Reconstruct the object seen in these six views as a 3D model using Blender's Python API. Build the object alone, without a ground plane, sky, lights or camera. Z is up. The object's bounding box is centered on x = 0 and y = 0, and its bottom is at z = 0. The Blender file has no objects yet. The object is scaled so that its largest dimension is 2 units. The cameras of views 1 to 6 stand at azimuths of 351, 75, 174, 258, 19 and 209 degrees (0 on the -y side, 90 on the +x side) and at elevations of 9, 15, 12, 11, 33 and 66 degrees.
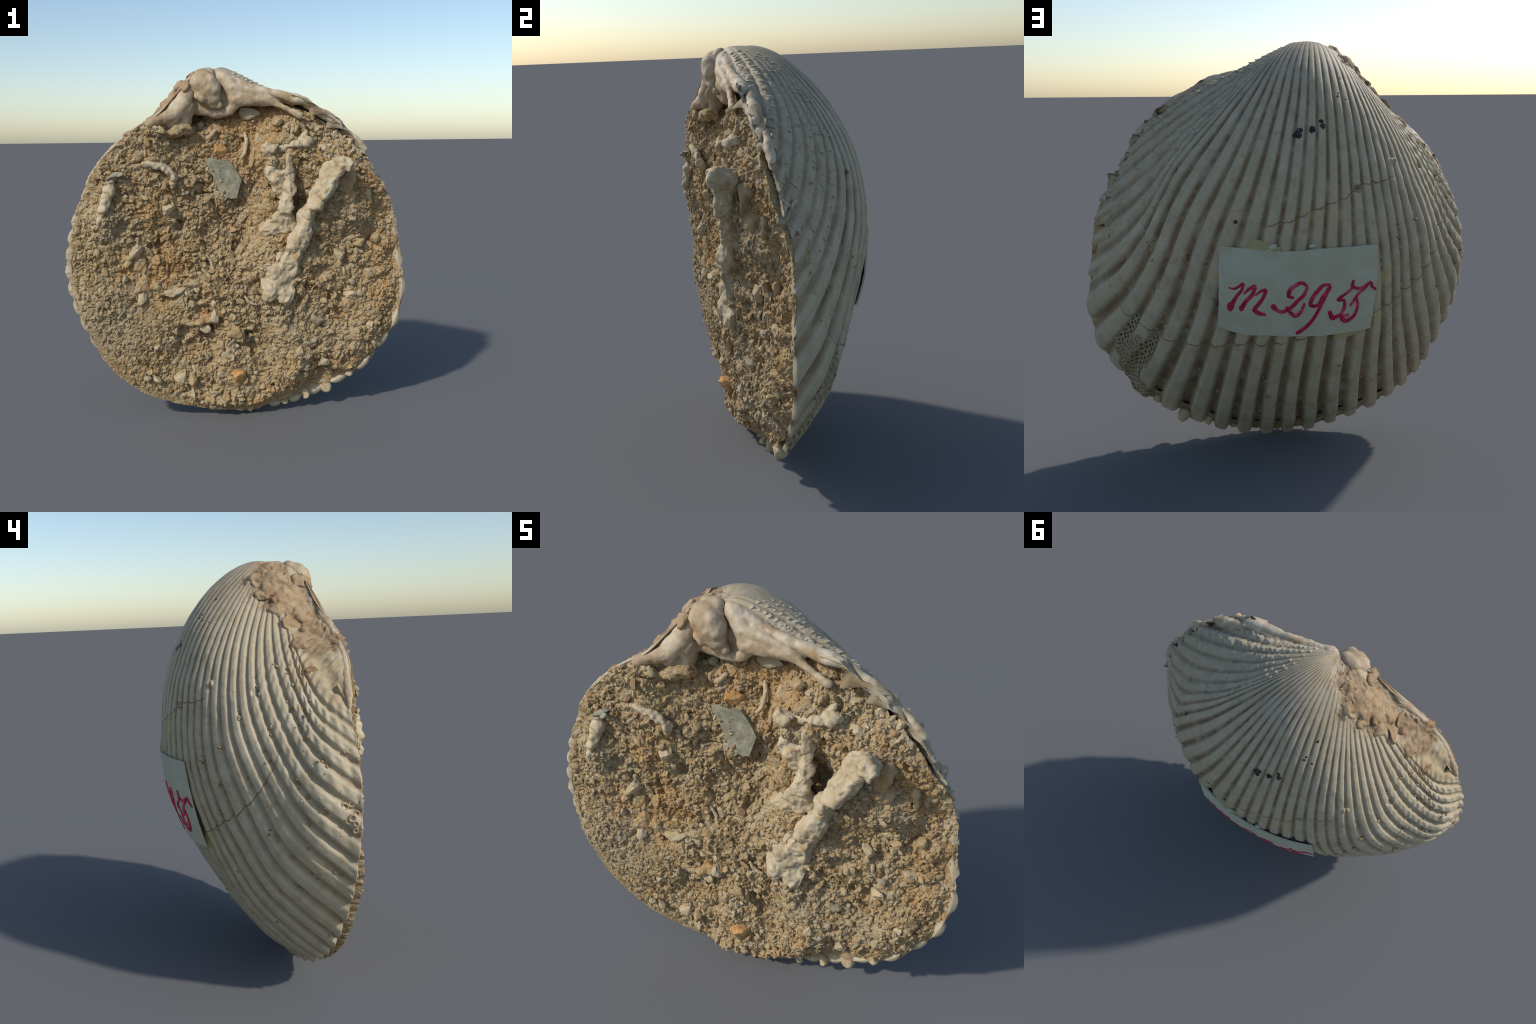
"""Fossil cockle valve, filled with gritty shell-hash limestone, with a paper tag on its back.

Frame: metres, z up; the open side faces -y, the ribbed dome faces +y.
The dome is a loft: a handful of key ribs (spines running from the beak to the rim)
are interpolated into 42 ribs, then given rib relief, growth steps and a rounded lip.
The matrix is a relief surface with overlapping chip-shaped plates, grit and clasts on it.
"""
import bpy, bmesh, math, random
import numpy as np
from mathutils import Vector

random.seed(7)
RNG = np.random.default_rng(11)

# ------------------------------------------------------------------ measured profile
# stations along a rib, beak (0) to rim (1)
STATIONS = np.array([0, .07, .16, .28, .42, .57, .72, .87, 1.0])
# key ribs: rib number -> spine through the stations
KEY_RIBS = {
    1: [(-0.150, -0.190, 1.972), (-0.113, -0.194, 1.963), (-0.066, -0.198, 1.950), (-0.006, -0.206, 1.924), (0.062, -0.216, 1.890), (0.141, -0.224, 1.868), (0.222, -0.232, 1.855), (0.303, -0.235, 1.839), (0.372, -0.235, 1.821)],
    3: [(-0.150, -0.190, 1.972), (-0.106, -0.170, 1.988), (-0.041, -0.148, 1.976), (0.051, -0.127, 1.938), (0.171, -0.111, 1.879), (0.317, -0.109, 1.807), (0.468, -0.128, 1.722), (0.618, -0.168, 1.623), (0.732, -0.210, 1.531)],
    5: [(-0.150, -0.190, 1.972), (-0.097, -0.148, 1.990), (-0.020, -0.099, 1.970), (0.089, -0.051, 1.914), (0.227, -0.012, 1.817), (0.394, -0.002, 1.704), (0.573, -0.028, 1.583), (0.741, -0.109, 1.442), (0.845, -0.201, 1.325)],
    7: [(-0.150, -0.190, 1.972), (-0.088, -0.126, 1.991), (-0.000, -0.052, 1.959), (0.121, 0.022, 1.874), (0.267, 0.079, 1.737), (0.445, 0.101, 1.598), (0.625, 0.070, 1.433), (0.798, -0.042, 1.266), (0.918, -0.175, 1.155)],
    10: [(-0.150, -0.190, 1.972), (-0.075, -0.095, 1.988), (0.027, 0.014, 1.932), (0.162, 0.118, 1.792), (0.322, 0.204, 1.614), (0.500, 0.223, 1.390), (0.648, 0.156, 1.117), (0.812, -0.009, 0.871), (0.980, -0.205, 0.710)],
    13: [(-0.150, -0.190, 1.972), (-0.087, -0.064, 1.987), (-0.001, 0.080, 1.918), (0.093, 0.242, 1.747), (0.216, 0.355, 1.484), (0.371, 0.353, 1.154), (0.489, 0.234, 0.800), (0.623, 0.072, 0.493), (0.738, -0.190, 0.240)],
    16: [(-0.150, -0.190, 1.972), (-0.118, -0.046, 1.988), (-0.069, 0.117, 1.914), (-0.022, 0.284, 1.717), (0.043, 0.402, 1.411), (0.122, 0.418, 1.051), (0.219, 0.309, 0.671), (0.285, 0.111, 0.319), (0.321, -0.150, 0.034)],
    19: [(-0.150, -0.190, 1.972), (-0.154, -0.043, 1.985), (-0.147, 0.121, 1.905), (-0.143, 0.288, 1.707), (-0.128, 0.403, 1.395), (-0.095, 0.424, 1.029), (-0.052, 0.316, 0.647), (-0.027, 0.107, 0.279), (-0.035, -0.140, 0.003)],
    23: [(-0.150, -0.190, 1.972), (-0.205, -0.062, 1.976), (-0.254, 0.079, 1.883), (-0.298, 0.237, 1.697), (-0.332, 0.345, 1.414), (-0.373, 0.360, 1.071), (-0.411, 0.264, 0.713), (-0.436, 0.099, 0.378), (-0.490, -0.170, 0.110)],
    26: [(-0.150, -0.190, 1.972), (-0.221, -0.099, 1.975), (-0.300, 0.028, 1.877), (-0.382, 0.169, 1.695), (-0.453, 0.265, 1.458), (-0.511, 0.280, 1.151), (-0.568, 0.202, 0.829), (-0.660, 0.044, 0.529), (-0.742, -0.195, 0.296)],
    28: [(-0.150, -0.190, 1.972), (-0.228, -0.104, 1.971), (-0.312, 0.000, 1.879), (-0.405, 0.108, 1.724), (-0.503, 0.192, 1.511), (-0.590, 0.209, 1.239), (-0.681, 0.137, 0.956), (-0.774, 0.021, 0.699), (-0.855, -0.220, 0.475)],
    30: [(-0.150, -0.190, 1.972), (-0.231, -0.123, 1.970), (-0.321, -0.042, 1.886), (-0.422, 0.045, 1.745), (-0.531, 0.116, 1.563), (-0.633, 0.136, 1.334), (-0.746, 0.075, 1.097), (-0.863, -0.042, 0.869), (-0.942, -0.235, 0.680)],
    32: [(-0.150, -0.190, 1.972), (-0.230, -0.142, 1.969), (-0.322, -0.084, 1.895), (-0.425, -0.019, 1.769), (-0.536, 0.040, 1.617), (-0.649, 0.059, 1.431), (-0.764, 0.017, 1.234), (-0.877, -0.074, 1.042), (-0.978, -0.248, 0.890)],
    34: [(-0.150, -0.190, 1.972), (-0.224, -0.157, 1.971), (-0.310, -0.116, 1.910), (-0.410, -0.069, 1.797), (-0.522, -0.036, 1.669), (-0.642, -0.026, 1.526), (-0.753, -0.053, 1.369), (-0.860, -0.117, 1.211), (-0.955, -0.255, 1.085)],
    36: [(-0.150, -0.190, 1.972), (-0.217, -0.174, 1.971), (-0.297, -0.152, 1.920), (-0.393, -0.126, 1.821), (-0.498, -0.102, 1.710), (-0.611, -0.090, 1.599), (-0.718, -0.099, 1.475), (-0.817, -0.145, 1.342), (-0.907, -0.255, 1.240)],
    37: [(-0.150, -0.190, 1.972), (-0.212, -0.179, 1.972), (-0.288, -0.163, 1.928), (-0.378, -0.143, 1.837), (-0.476, -0.124, 1.733), (-0.583, -0.114, 1.634), (-0.689, -0.123, 1.530), (-0.787, -0.163, 1.416), (-0.867, -0.250, 1.318)],
    38: [(-0.150, -0.190, 1.972), (-0.208, -0.193, 1.970), (-0.278, -0.200, 1.930), (-0.360, -0.209, 1.845), (-0.452, -0.220, 1.751), (-0.560, -0.231, 1.670), (-0.674, -0.242, 1.589), (-0.770, -0.253, 1.489), (-0.834, -0.262, 1.396)],
    40: [(-0.150, -0.190, 1.972), (-0.188, -0.196, 1.976), (-0.235, -0.206, 1.955), (-0.293, -0.220, 1.913), (-0.353, -0.235, 1.844), (-0.417, -0.252, 1.779), (-0.479, -0.267, 1.717), (-0.553, -0.284, 1.673), (-0.620, -0.298, 1.635)],
    42: [(-0.150, -0.190, 1.972), (-0.166, -0.193, 1.982), (-0.185, -0.199, 1.976), (-0.208, -0.206, 1.967), (-0.235, -0.215, 1.953), (-0.262, -0.224, 1.935), (-0.289, -0.233, 1.913), (-0.315, -0.242, 1.887), (-0.335, -0.250, 1.860)],
}
# where each rib meets the rim
RIB_TIPS = {
    1: (0.372, -0.235, 1.821),
    2: (0.577, -0.239, 1.686),
    3: (0.732, -0.210, 1.531),
    4: (0.790, -0.190, 1.417),
    5: (0.845, -0.201, 1.325),
    6: (0.887, -0.178, 1.248),
    7: (0.918, -0.175, 1.155),
    8: (0.937, -0.190, 1.030),
    9: (0.960, -0.200, 0.880),
    10: (0.980, -0.205, 0.710),
    11: (0.938, -0.200, 0.510),
    12: (0.858, -0.200, 0.390),
    13: (0.738, -0.190, 0.240),
    14: (0.593, -0.170, 0.150),
    15: (0.445, -0.160, 0.080),
    16: (0.321, -0.150, 0.034),
    17: (0.197, -0.145, 0.010),
    18: (0.077, -0.140, 0.000),
    19: (-0.035, -0.140, 0.003),
    20: (-0.150, -0.145, 0.014),
    21: (-0.268, -0.150, 0.040),
    22: (-0.378, -0.160, 0.069),
    23: (-0.490, -0.170, 0.110),
    24: (-0.590, -0.180, 0.167),
    25: (-0.668, -0.185, 0.226),
    26: (-0.742, -0.195, 0.296),
    27: (-0.797, -0.205, 0.370),
    28: (-0.855, -0.220, 0.475),
    29: (-0.905, -0.230, 0.580),
    30: (-0.942, -0.235, 0.680),
    31: (-0.966, -0.240, 0.785),
    32: (-0.978, -0.248, 0.890),
    33: (-0.972, -0.254, 0.990),
    34: (-0.955, -0.255, 1.085),
    35: (-0.935, -0.252, 1.175),
    36: (-0.907, -0.255, 1.240),
    37: (-0.867, -0.250, 1.318),
    38: (-0.834, -0.262, 1.396),
    39: (-0.740, -0.290, 1.530),
    40: (-0.620, -0.298, 1.635),
    41: (-0.460, -0.290, 1.730),
    42: (-0.335, -0.250, 1.860),
}
# ------------------------------------------------------------------ numeric helpers
def hermite(xs, ys, x):
    """Smooth curve through ys at the stations xs (first axis), read at x."""
    xs = np.asarray(xs, float); x = np.asarray(x, float); ys = np.asarray(ys, float)
    d = np.gradient(ys, xs, axis=0)
    i = np.clip(np.searchsorted(xs, x, side='right') - 1, 0, len(xs) - 2)
    h = xs[i + 1] - xs[i]; u = (x - xs[i]) / h
    sh = (-1,) + (1,) * (ys.ndim - 1)
    h = h.reshape(sh); u = u.reshape(sh)
    return ((2*u**3 - 3*u**2 + 1) * ys[i] + (u**3 - 2*u**2 + u) * h * d[i]
            + (3*u**2 - 2*u**3) * ys[i + 1] + (u**3 - u**2) * h * d[i + 1])


def sstep(a, b, x):
    u = np.clip((np.asarray(x, float) - a) / (b - a), 0, 1)
    return u * u * (3 - 2 * u)


def hash01(ix, iy, iz, seed):
    with np.errstate(over='ignore'):
        h = (ix.astype(np.int64) * 73856093) ^ (iy.astype(np.int64) * 19349663) ^ (iz.astype(np.int64) * 83492791) ^ (seed * 2654435)
        h = (h & 0xFFFFFFFF).astype(np.uint32)
        h ^= h >> np.uint32(16); h *= np.uint32(0x7feb352d)
        h ^= h >> np.uint32(15); h *= np.uint32(0x846ca68b)
        h ^= h >> np.uint32(16)
    return h.astype(np.float64) / 4294967295.0


def vnoise(p, seed=0):
    """Smooth value noise, -1..1, at points p (n,3)."""
    q = np.floor(p).astype(np.int64); f = p - q; f = f*f*f*(f*(f*6 - 15) + 10)
    out = np.zeros(len(p))
    for dx in (0, 1):
        wx = f[:, 0] if dx else 1 - f[:, 0]
        for dy in (0, 1):
            wy = f[:, 1] if dy else 1 - f[:, 1]
            for dz in (0, 1):
                wz = f[:, 2] if dz else 1 - f[:, 2]
                out += wx*wy*wz * hash01(q[:, 0] + dx, q[:, 1] + dy, q[:, 2] + dz, seed)
    return out * 2 - 1


def fbm(p, scale, octaves=3, seed=0, gain=.5):
    out = 0; a = 1; tot = 0
    for o in range(octaves):
        out = out + a * vnoise(p * scale + 17.3 * o, seed + o); tot += a
        a *= gain; scale *= 2.07
    return out / tot


def chip_plates(x, z, cell, seed, fill=.9):
    """Overlapping tilted chips on a plane: every cell holds one tilted elongated plate; the highest wins."""
    gx = x / cell; gz = z / cell
    ix = np.floor(gx).astype(np.int64); iz = np.floor(gz).astype(np.int64)
    best = np.full(len(x), -9.0)
    for di in (-1, 0, 1):
        for dj in (-1, 0, 1):
            cx = ix + di; cz = iz + dj; k = np.zeros_like(cx)
            h = [hash01(cx, cz, k + n, seed) for n in range(7)]
            dx = gx - (cx + .15 + .7 * h[0]); dz = gz - (cz + .15 + .7 * h[1])
            a = h[2] * math.pi; c = np.cos(a); s = np.sin(a)
            u = (dx*c + dz*s) / (.55 + .45 * h[3]); v = (-dx*s + dz*c) / (.28 + .3 * h[4])
            r = np.maximum(np.abs(u), np.abs(v)) * .55 + np.hypot(u, v) * .45
            top = h[5] * .9 + (h[6] - .5) * 1.5 * u + (h[0] - .5) * 1.1 * v
            val = top - 2.8 * np.maximum(0, r - fill)
            best = np.maximum(best, val)
    return np.clip(best, -1.2, 2)


def rbf_fit(pts, vals, smooth=1e-3):
    def kern(a, b):
        d2 = ((a[:, None] - b[None]) ** 2).sum(2)
        return .5 * d2 * np.log(d2 + 1e-12)
    n = len(pts); q = np.c_[np.ones(n), pts]
    A = np.block([[kern(pts, pts) + smooth * np.eye(n), q], [q.T, np.zeros((3, 3))]])
    w = np.linalg.solve(A, np.r_[vals, np.zeros(3)])
    def ev(x):
        out = np.empty(len(x))
        for a in range(0, len(x), 40000):
            b = x[a:a + 40000]
            out[a:a + 40000] = kern(b, pts) @ w[:n] + np.c_[np.ones(len(b)), b] @ w[n:]
        return out
    return ev


# ------------------------------------------------------------------ object helpers
def link(ob, parent=None):
    bpy.context.scene.collection.objects.link(ob)
    if parent is not None:
        ob.parent = parent
    return ob


def empty(name, parent=None):
    e = bpy.data.objects.new(name, None)
    e.empty_display_size = .1
    return link(e, parent)


def mesh_object(name, verts, faces, mat, parent=None, smooth=True, uv=None):
    me = bpy.data.meshes.new(name)
    verts = np.asarray(verts, np.float32)
    faces = np.asarray(faces, np.int32)
    n, k = faces.shape
    me.vertices.add(len(verts)); me.vertices.foreach_set('co', verts.ravel())
    me.loops.add(n * k); me.loops.foreach_set('vertex_index', faces.ravel())
    me.polygons.add(n)
    me.polygons.foreach_set('loop_start', np.arange(0, n * k, k, dtype=np.int32))
    me.polygons.foreach_set('loop_total', np.full(n, k, np.int32))
    me.polygons.foreach_set('use_smooth', np.full(n, smooth))
    me.update(calc_edges=True)
    if uv is not None:
        lay = me.uv_layers.new(name='growth')
        lay.data.foreach_set('uv', np.asarray(uv, np.float32)[faces.ravel()].ravel())
    me.validate()
    for m in (mat if isinstance(mat, (list, tuple)) else [mat]):
        me.materials.append(m)
    return link(bpy.data.objects.new(name, me), parent)


def grid_faces(nr, nc, wrap=False, flip=False):
    r = np.arange(nr - 1)[:, None]; c = np.arange(nc if wrap else nc - 1)[None]
    c2 = (c + 1) % nc
    f = np.stack([r*nc + c, r*nc + c2, (r + 1)*nc + c2, (r + 1)*nc + c], -1).reshape(-1, 4)
    return f[:, ::-1] if flip else f


def mesh_arrays(me):
    v = np.empty(len(me.vertices) * 3); me.vertices.foreach_get('co', v)
    n = np.empty(len(me.vertices) * 3); me.vertices.foreach_get('normal', n)
    return v.reshape(-1, 3), n.reshape(-1, 3)


def ico(sub, r=1.0):
    bm = bmesh.new(); bmesh.ops.create_icosphere(bm, subdivisions=sub, radius=r)
    v = np.array([x.co[:] for x in bm.verts]); f = np.array([[y.index for y in x.verts] for x in bm.faces]); bm.free()
    return v, f


def blob(name, chains, mat, parent, voxel=.01, noise=(), smooth=4, flat=1.0, shade=True, broken=0.0):
    """A welded lump: chains of balls (x, y, z, radius), fused by a voxel remesh, then roughened."""
    V, F = ico(3 if broken else 2); rng = np.random.default_rng(len(chains) * 7 + len(name))
    vs, fs, n = [], [], 0
    for ch in chains:
        ch = [np.array(c, float) for c in ch]
        balls = [ch[0]]
        for a, b in zip(ch[:-1], ch[1:]):
            m = max(1, int(np.linalg.norm(b[:3] - a[:3]) / ((.75 if broken else .35) * min(a[3], b[3]))))
            balls += [a + (b - a) * (i + 1) / m for i in range(m)]
        for b in balls:
            if broken:                                        # a block cut by random planes instead of a ball
                V = ico(3)[0]
                for _ in range(8):
                    q = rng.normal(0, 1, 3); q /= np.linalg.norm(q); c = rng.uniform(.55, .9) 
                    V = V - np.maximum(V @ q - c, 0)[:, None] * q
                V = V * (1 + broken * rng.normal(0, .16, 3)) + broken * rng.normal(0, .10, 3)
            vs.append(V * b[3] * np.array([1, flat, 1]) + b[:3]); fs.append(F + n); n += len(V)
    tmp = mesh_object(name + '_raw', np.vstack(vs), np.vstack(fs), mat)
    rm = tmp.modifiers.new('weld', 'REMESH'); rm.mode = 'VOXEL'; rm.voxel_size = voxel
    if smooth:
        sm = tmp.modifiers.new('soft', 'SMOOTH'); sm.iterations = smooth; sm.factor = .5
    dg = bpy.context.evaluated_depsgraph_get()
    me = bpy.data.meshes.new_from_object(tmp.evaluated_get(dg))
    me.name = name
    raw = tmp.data; bpy.data.objects.remove(tmp); bpy.data.meshes.remove(raw)
    v, nrm = mesh_arrays(me)
    for k, (scale, amp) in enumerate(noise):
        v = v + nrm * (fbm(v, scale, 2, seed=31 + 7*k + len(name)) * amp)[:, None]
    me.vertices.foreach_set('co', v.astype(np.float32).ravel())
    me.polygons.foreach_set('use_smooth', np.full(len(me.polygons), shade))
    me.update()
    if not me.materials:
        me.materials.append(mat)
    ob = bpy.data.objects.new(name, me)
    return link(ob, parent)


def weld(name, blocks, mat, parent, voxel=.006, noise=(), cuts=10):
    """A broken stone mass: plane-cut blocks (centre, size, (rx, ry, rz)) fused together and roughened."""
    from mathutils import Euler
    vs, fs, n = [], [], 0
    rng = np.random.default_rng(len(blocks) * 13 + len(name))
    for c, size, rot in blocks:
        V, F = ico(4)
        for _ in range(cuts):
            q = rng.normal(0, 1, 3); q /= np.linalg.norm(q)
            V = V - np.maximum(V @ q - rng.uniform(.52, .86), 0)[:, None] * q
        R = np.array(Euler(rot).to_matrix())
        vs.append((V * np.array(size) * .58) @ R.T + np.array(c)); fs.append(F + n); n += len(V)
    tmp = mesh_object(name + '_raw', np.vstack(vs), np.vstack(fs), mat)
    rm = tmp.modifiers.new('weld', 'REMESH'); rm.mode = 'VOXEL'; rm.voxel_size = voxel
    dg = bpy.context.evaluated_depsgraph_get()
    me = bpy.data.meshes.new_from_object(tmp.evaluated_get(dg)); me.name = name
    raw = tmp.data; bpy.data.objects.remove(tmp); bpy.data.meshes.remove(raw)
    v, nrm = mesh_arrays(me)
    for k, (scale, amp) in enumerate(noise):
        v = v + nrm * (fbm(v, scale, 3, seed=51 + 7*k + len(blocks)) * amp)[:, None]
    me.vertices.foreach_set('co', v.astype(np.float32).ravel())
    me.polygons.foreach_set('use_smooth', np.full(len(me.polygons), True)); me.update()
    if not me.materials:
        me.materials.append(mat)
    return link(bpy.data.objects.new(name, me), parent)


# ------------------------------------------------------------------ node helpers
class Nodes:
    def __init__(self, name, rough=.8, spec=.25):
        self.mat = bpy.data.materials.new(name); self.mat.use_nodes = True
        self.t = self.mat.node_tree; self.n = self.t.nodes; self.l = self.t.links
        self.bsdf = self.n['Principled BSDF']
        self.bsdf.inputs['Roughness'].default_value = rough
        self.bsdf.inputs['Specular IOR Level'].default_value = spec
        self.obj = self.n.new('ShaderNodeTexCoord').outputs['Object']

    def put(self, sock, val):
        if isinstance(val, bpy.types.NodeSocket):
            self.l.new(val, sock)
        elif isinstance(val, (tuple, list)) and len(val) == 3 and sock.type == 'RGBA':
            sock.default_value = (*val, 1)
        else:
            sock.default_value = val

    def noise(self, scale, detail=3, rough=.55, vec=None, out='Fac', dist=0.0):
        x = self.n.new('ShaderNodeTexNoise'); self.put(x.inputs['Vector'], vec or self.obj)
        x.inputs['Scale'].default_value = scale; x.inputs['Detail'].default_value = detail
        x.inputs['Roughness'].default_value = rough; x.inputs['Distortion'].default_value = dist
        return x.outputs[out]

    def voronoi(self, scale, out='Color', vec=None, feature='F1', rnd=1.0):
        x = self.n.new('ShaderNodeTexVoronoi'); x.feature = feature; self.put(x.inputs['Vector'], vec or self.obj)
        x.inputs['Scale'].default_value = scale; x.inputs['Randomness'].default_value = rnd
        return x.outputs[out]

    def math(self, op, a, b=0.0, c=0.0, clamp=False):
        x = self.n.new('ShaderNodeMath'); x.operation = op; x.use_clamp = clamp
        self.put(x.inputs[0], a); self.put(x.inputs[1], b); self.put(x.inputs[2], c)
        return x.outputs[0]

    def step(self, x, lo, hi, a=0.0, b=1.0):
        m = self.n.new('ShaderNodeMapRange'); m.interpolation_type = 'SMOOTHSTEP'
        self.put(m.inputs['Value'], x)
        for k, v in (('From Min', lo), ('From Max', hi), ('To Min', a), ('To Max', b)):
            self.put(m.inputs[k], v)
        return m.outputs[0]

    def ramp(self, fac, stops, interp='LINEAR'):
        r = self.n.new('ShaderNodeValToRGB'); self.put(r.inputs[0], fac); cr = r.color_ramp; cr.interpolation = interp
        while len(cr.elements) < len(stops):
            cr.elements.new(.5)
        for e, (p, c) in zip(cr.elements, stops):
            e.position = p; e.color = (*c, 1)
        return r.outputs['Color']

    def mix(self, fac, a, b, mode='MIX'):
        m = self.n.new('ShaderNodeMix'); m.data_type = 'RGBA'; m.blend_type = mode
        self.put(m.inputs['Factor'], fac); self.put(m.inputs['A'], a) if False else None
        self.put(m.inputs[0], fac); self.put(m.inputs[6], a); self.put(m.inputs[7], b)
        return m.outputs[2]

    def sep(self, vec):
        s = self.n.new('ShaderNodeSeparateXYZ'); self.put(s.inputs[0], vec); return s.outputs

    def near(self, p, r, soft=.5, wobble=None, amp=0.0):
        """1 inside a ball round p, falling to 0 at its edge; the edge wobbles with a noise."""
        d = self.n.new('ShaderNodeVectorMath'); d.operation = 'DISTANCE'
        self.put(d.inputs[0], self.obj); d.inputs[1].default_value = p
        x = d.outputs['Value']
        if wobble is not None:
            x = self.math('MULTIPLY_ADD', wobble, amp, x)
            x = self.math('SUBTRACT', x, amp * .5)
        return self.step(x, r * (1 - soft), r, 1.0, 0.0)

    def union(self, xs):
        out = xs[0]
        for x in xs[1:]:
            out = self.math('MAXIMUM', out, x)
        return out

    def bump(self, height, strength=.3, dist=.01):
        b = self.n.new('ShaderNodeBump'); b.inputs['Strength'].default_value = strength
        b.inputs['Distance'].default_value = dist; self.put(b.inputs['Height'], height)
        self.l.new(b.outputs[0], self.bsdf.inputs['Normal'])

    def done(self, color, rough=None):
        self.put(self.bsdf.inputs['Base Color'], color)
        if rough is not None:
            self.put(self.bsdf.inputs['Roughness'], rough)
        return self.mat
# ------------------------------------------------------------------ materials
# places on the shell that carry glue-brown crust, ink, stains (object space)
CRUST_SPOTS = [((-.24, -.10, 1.965), .10), ((-.30, -.10, 1.92), .10), ((-.29, -.02, 1.92), .06), ((-.35, -.14, 1.865), .12), ((-.39, -.20, 1.81), .12),
               ((-.40, -.08, 1.80), .11), ((-.46, -.16, 1.745), .10), ((-.36, -.02, 1.85), .07), ((-.54, -.20, 1.68), .11), ((-.63, -.20, 1.60), .09), ((-.20, -.17, 1.97), .06), ((-.28, .025, 1.895), .04)]
OCHRE_SPOTS = [((-.727, -.151, 1.497), .13), ((-.795, -.213, 1.436), .12), ((-.63, -.22, 1.624), .11), ((-.60, -.13, 1.63), .09)]
INK_SPOTS = [((-.029, .354, 1.583), .017), ((-.040, .345, 1.60), .012), ((-.095, .345, 1.603), .014), ((-.143, .337, 1.617), .013),
             ((-.135, .33, 1.635), .008), ((-.244, .17, 1.816), .006), ((-.222, .246, 1.739), .007), ((-.225, .232, 1.752), .005),
             ((-.258, .237, 1.729), .005), ((-.30, .215, 1.715), .004), ((-.31, .20, 1.708), .004)]
YELLOW_STAINS = [((-.43, .313, .95), .05), ((-.415, .27, .74), .06), ((-.34, .274, .66), .05), ((-.188, .414, 1.24), .05), ((-.09, .426, 1.24), .04), ((.335, .351, .98), .03)]
DARK_DOTS = [((.239, .393, 1.221), .011)]  # small dark dot, put in as colour only; no hole is cut


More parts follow.
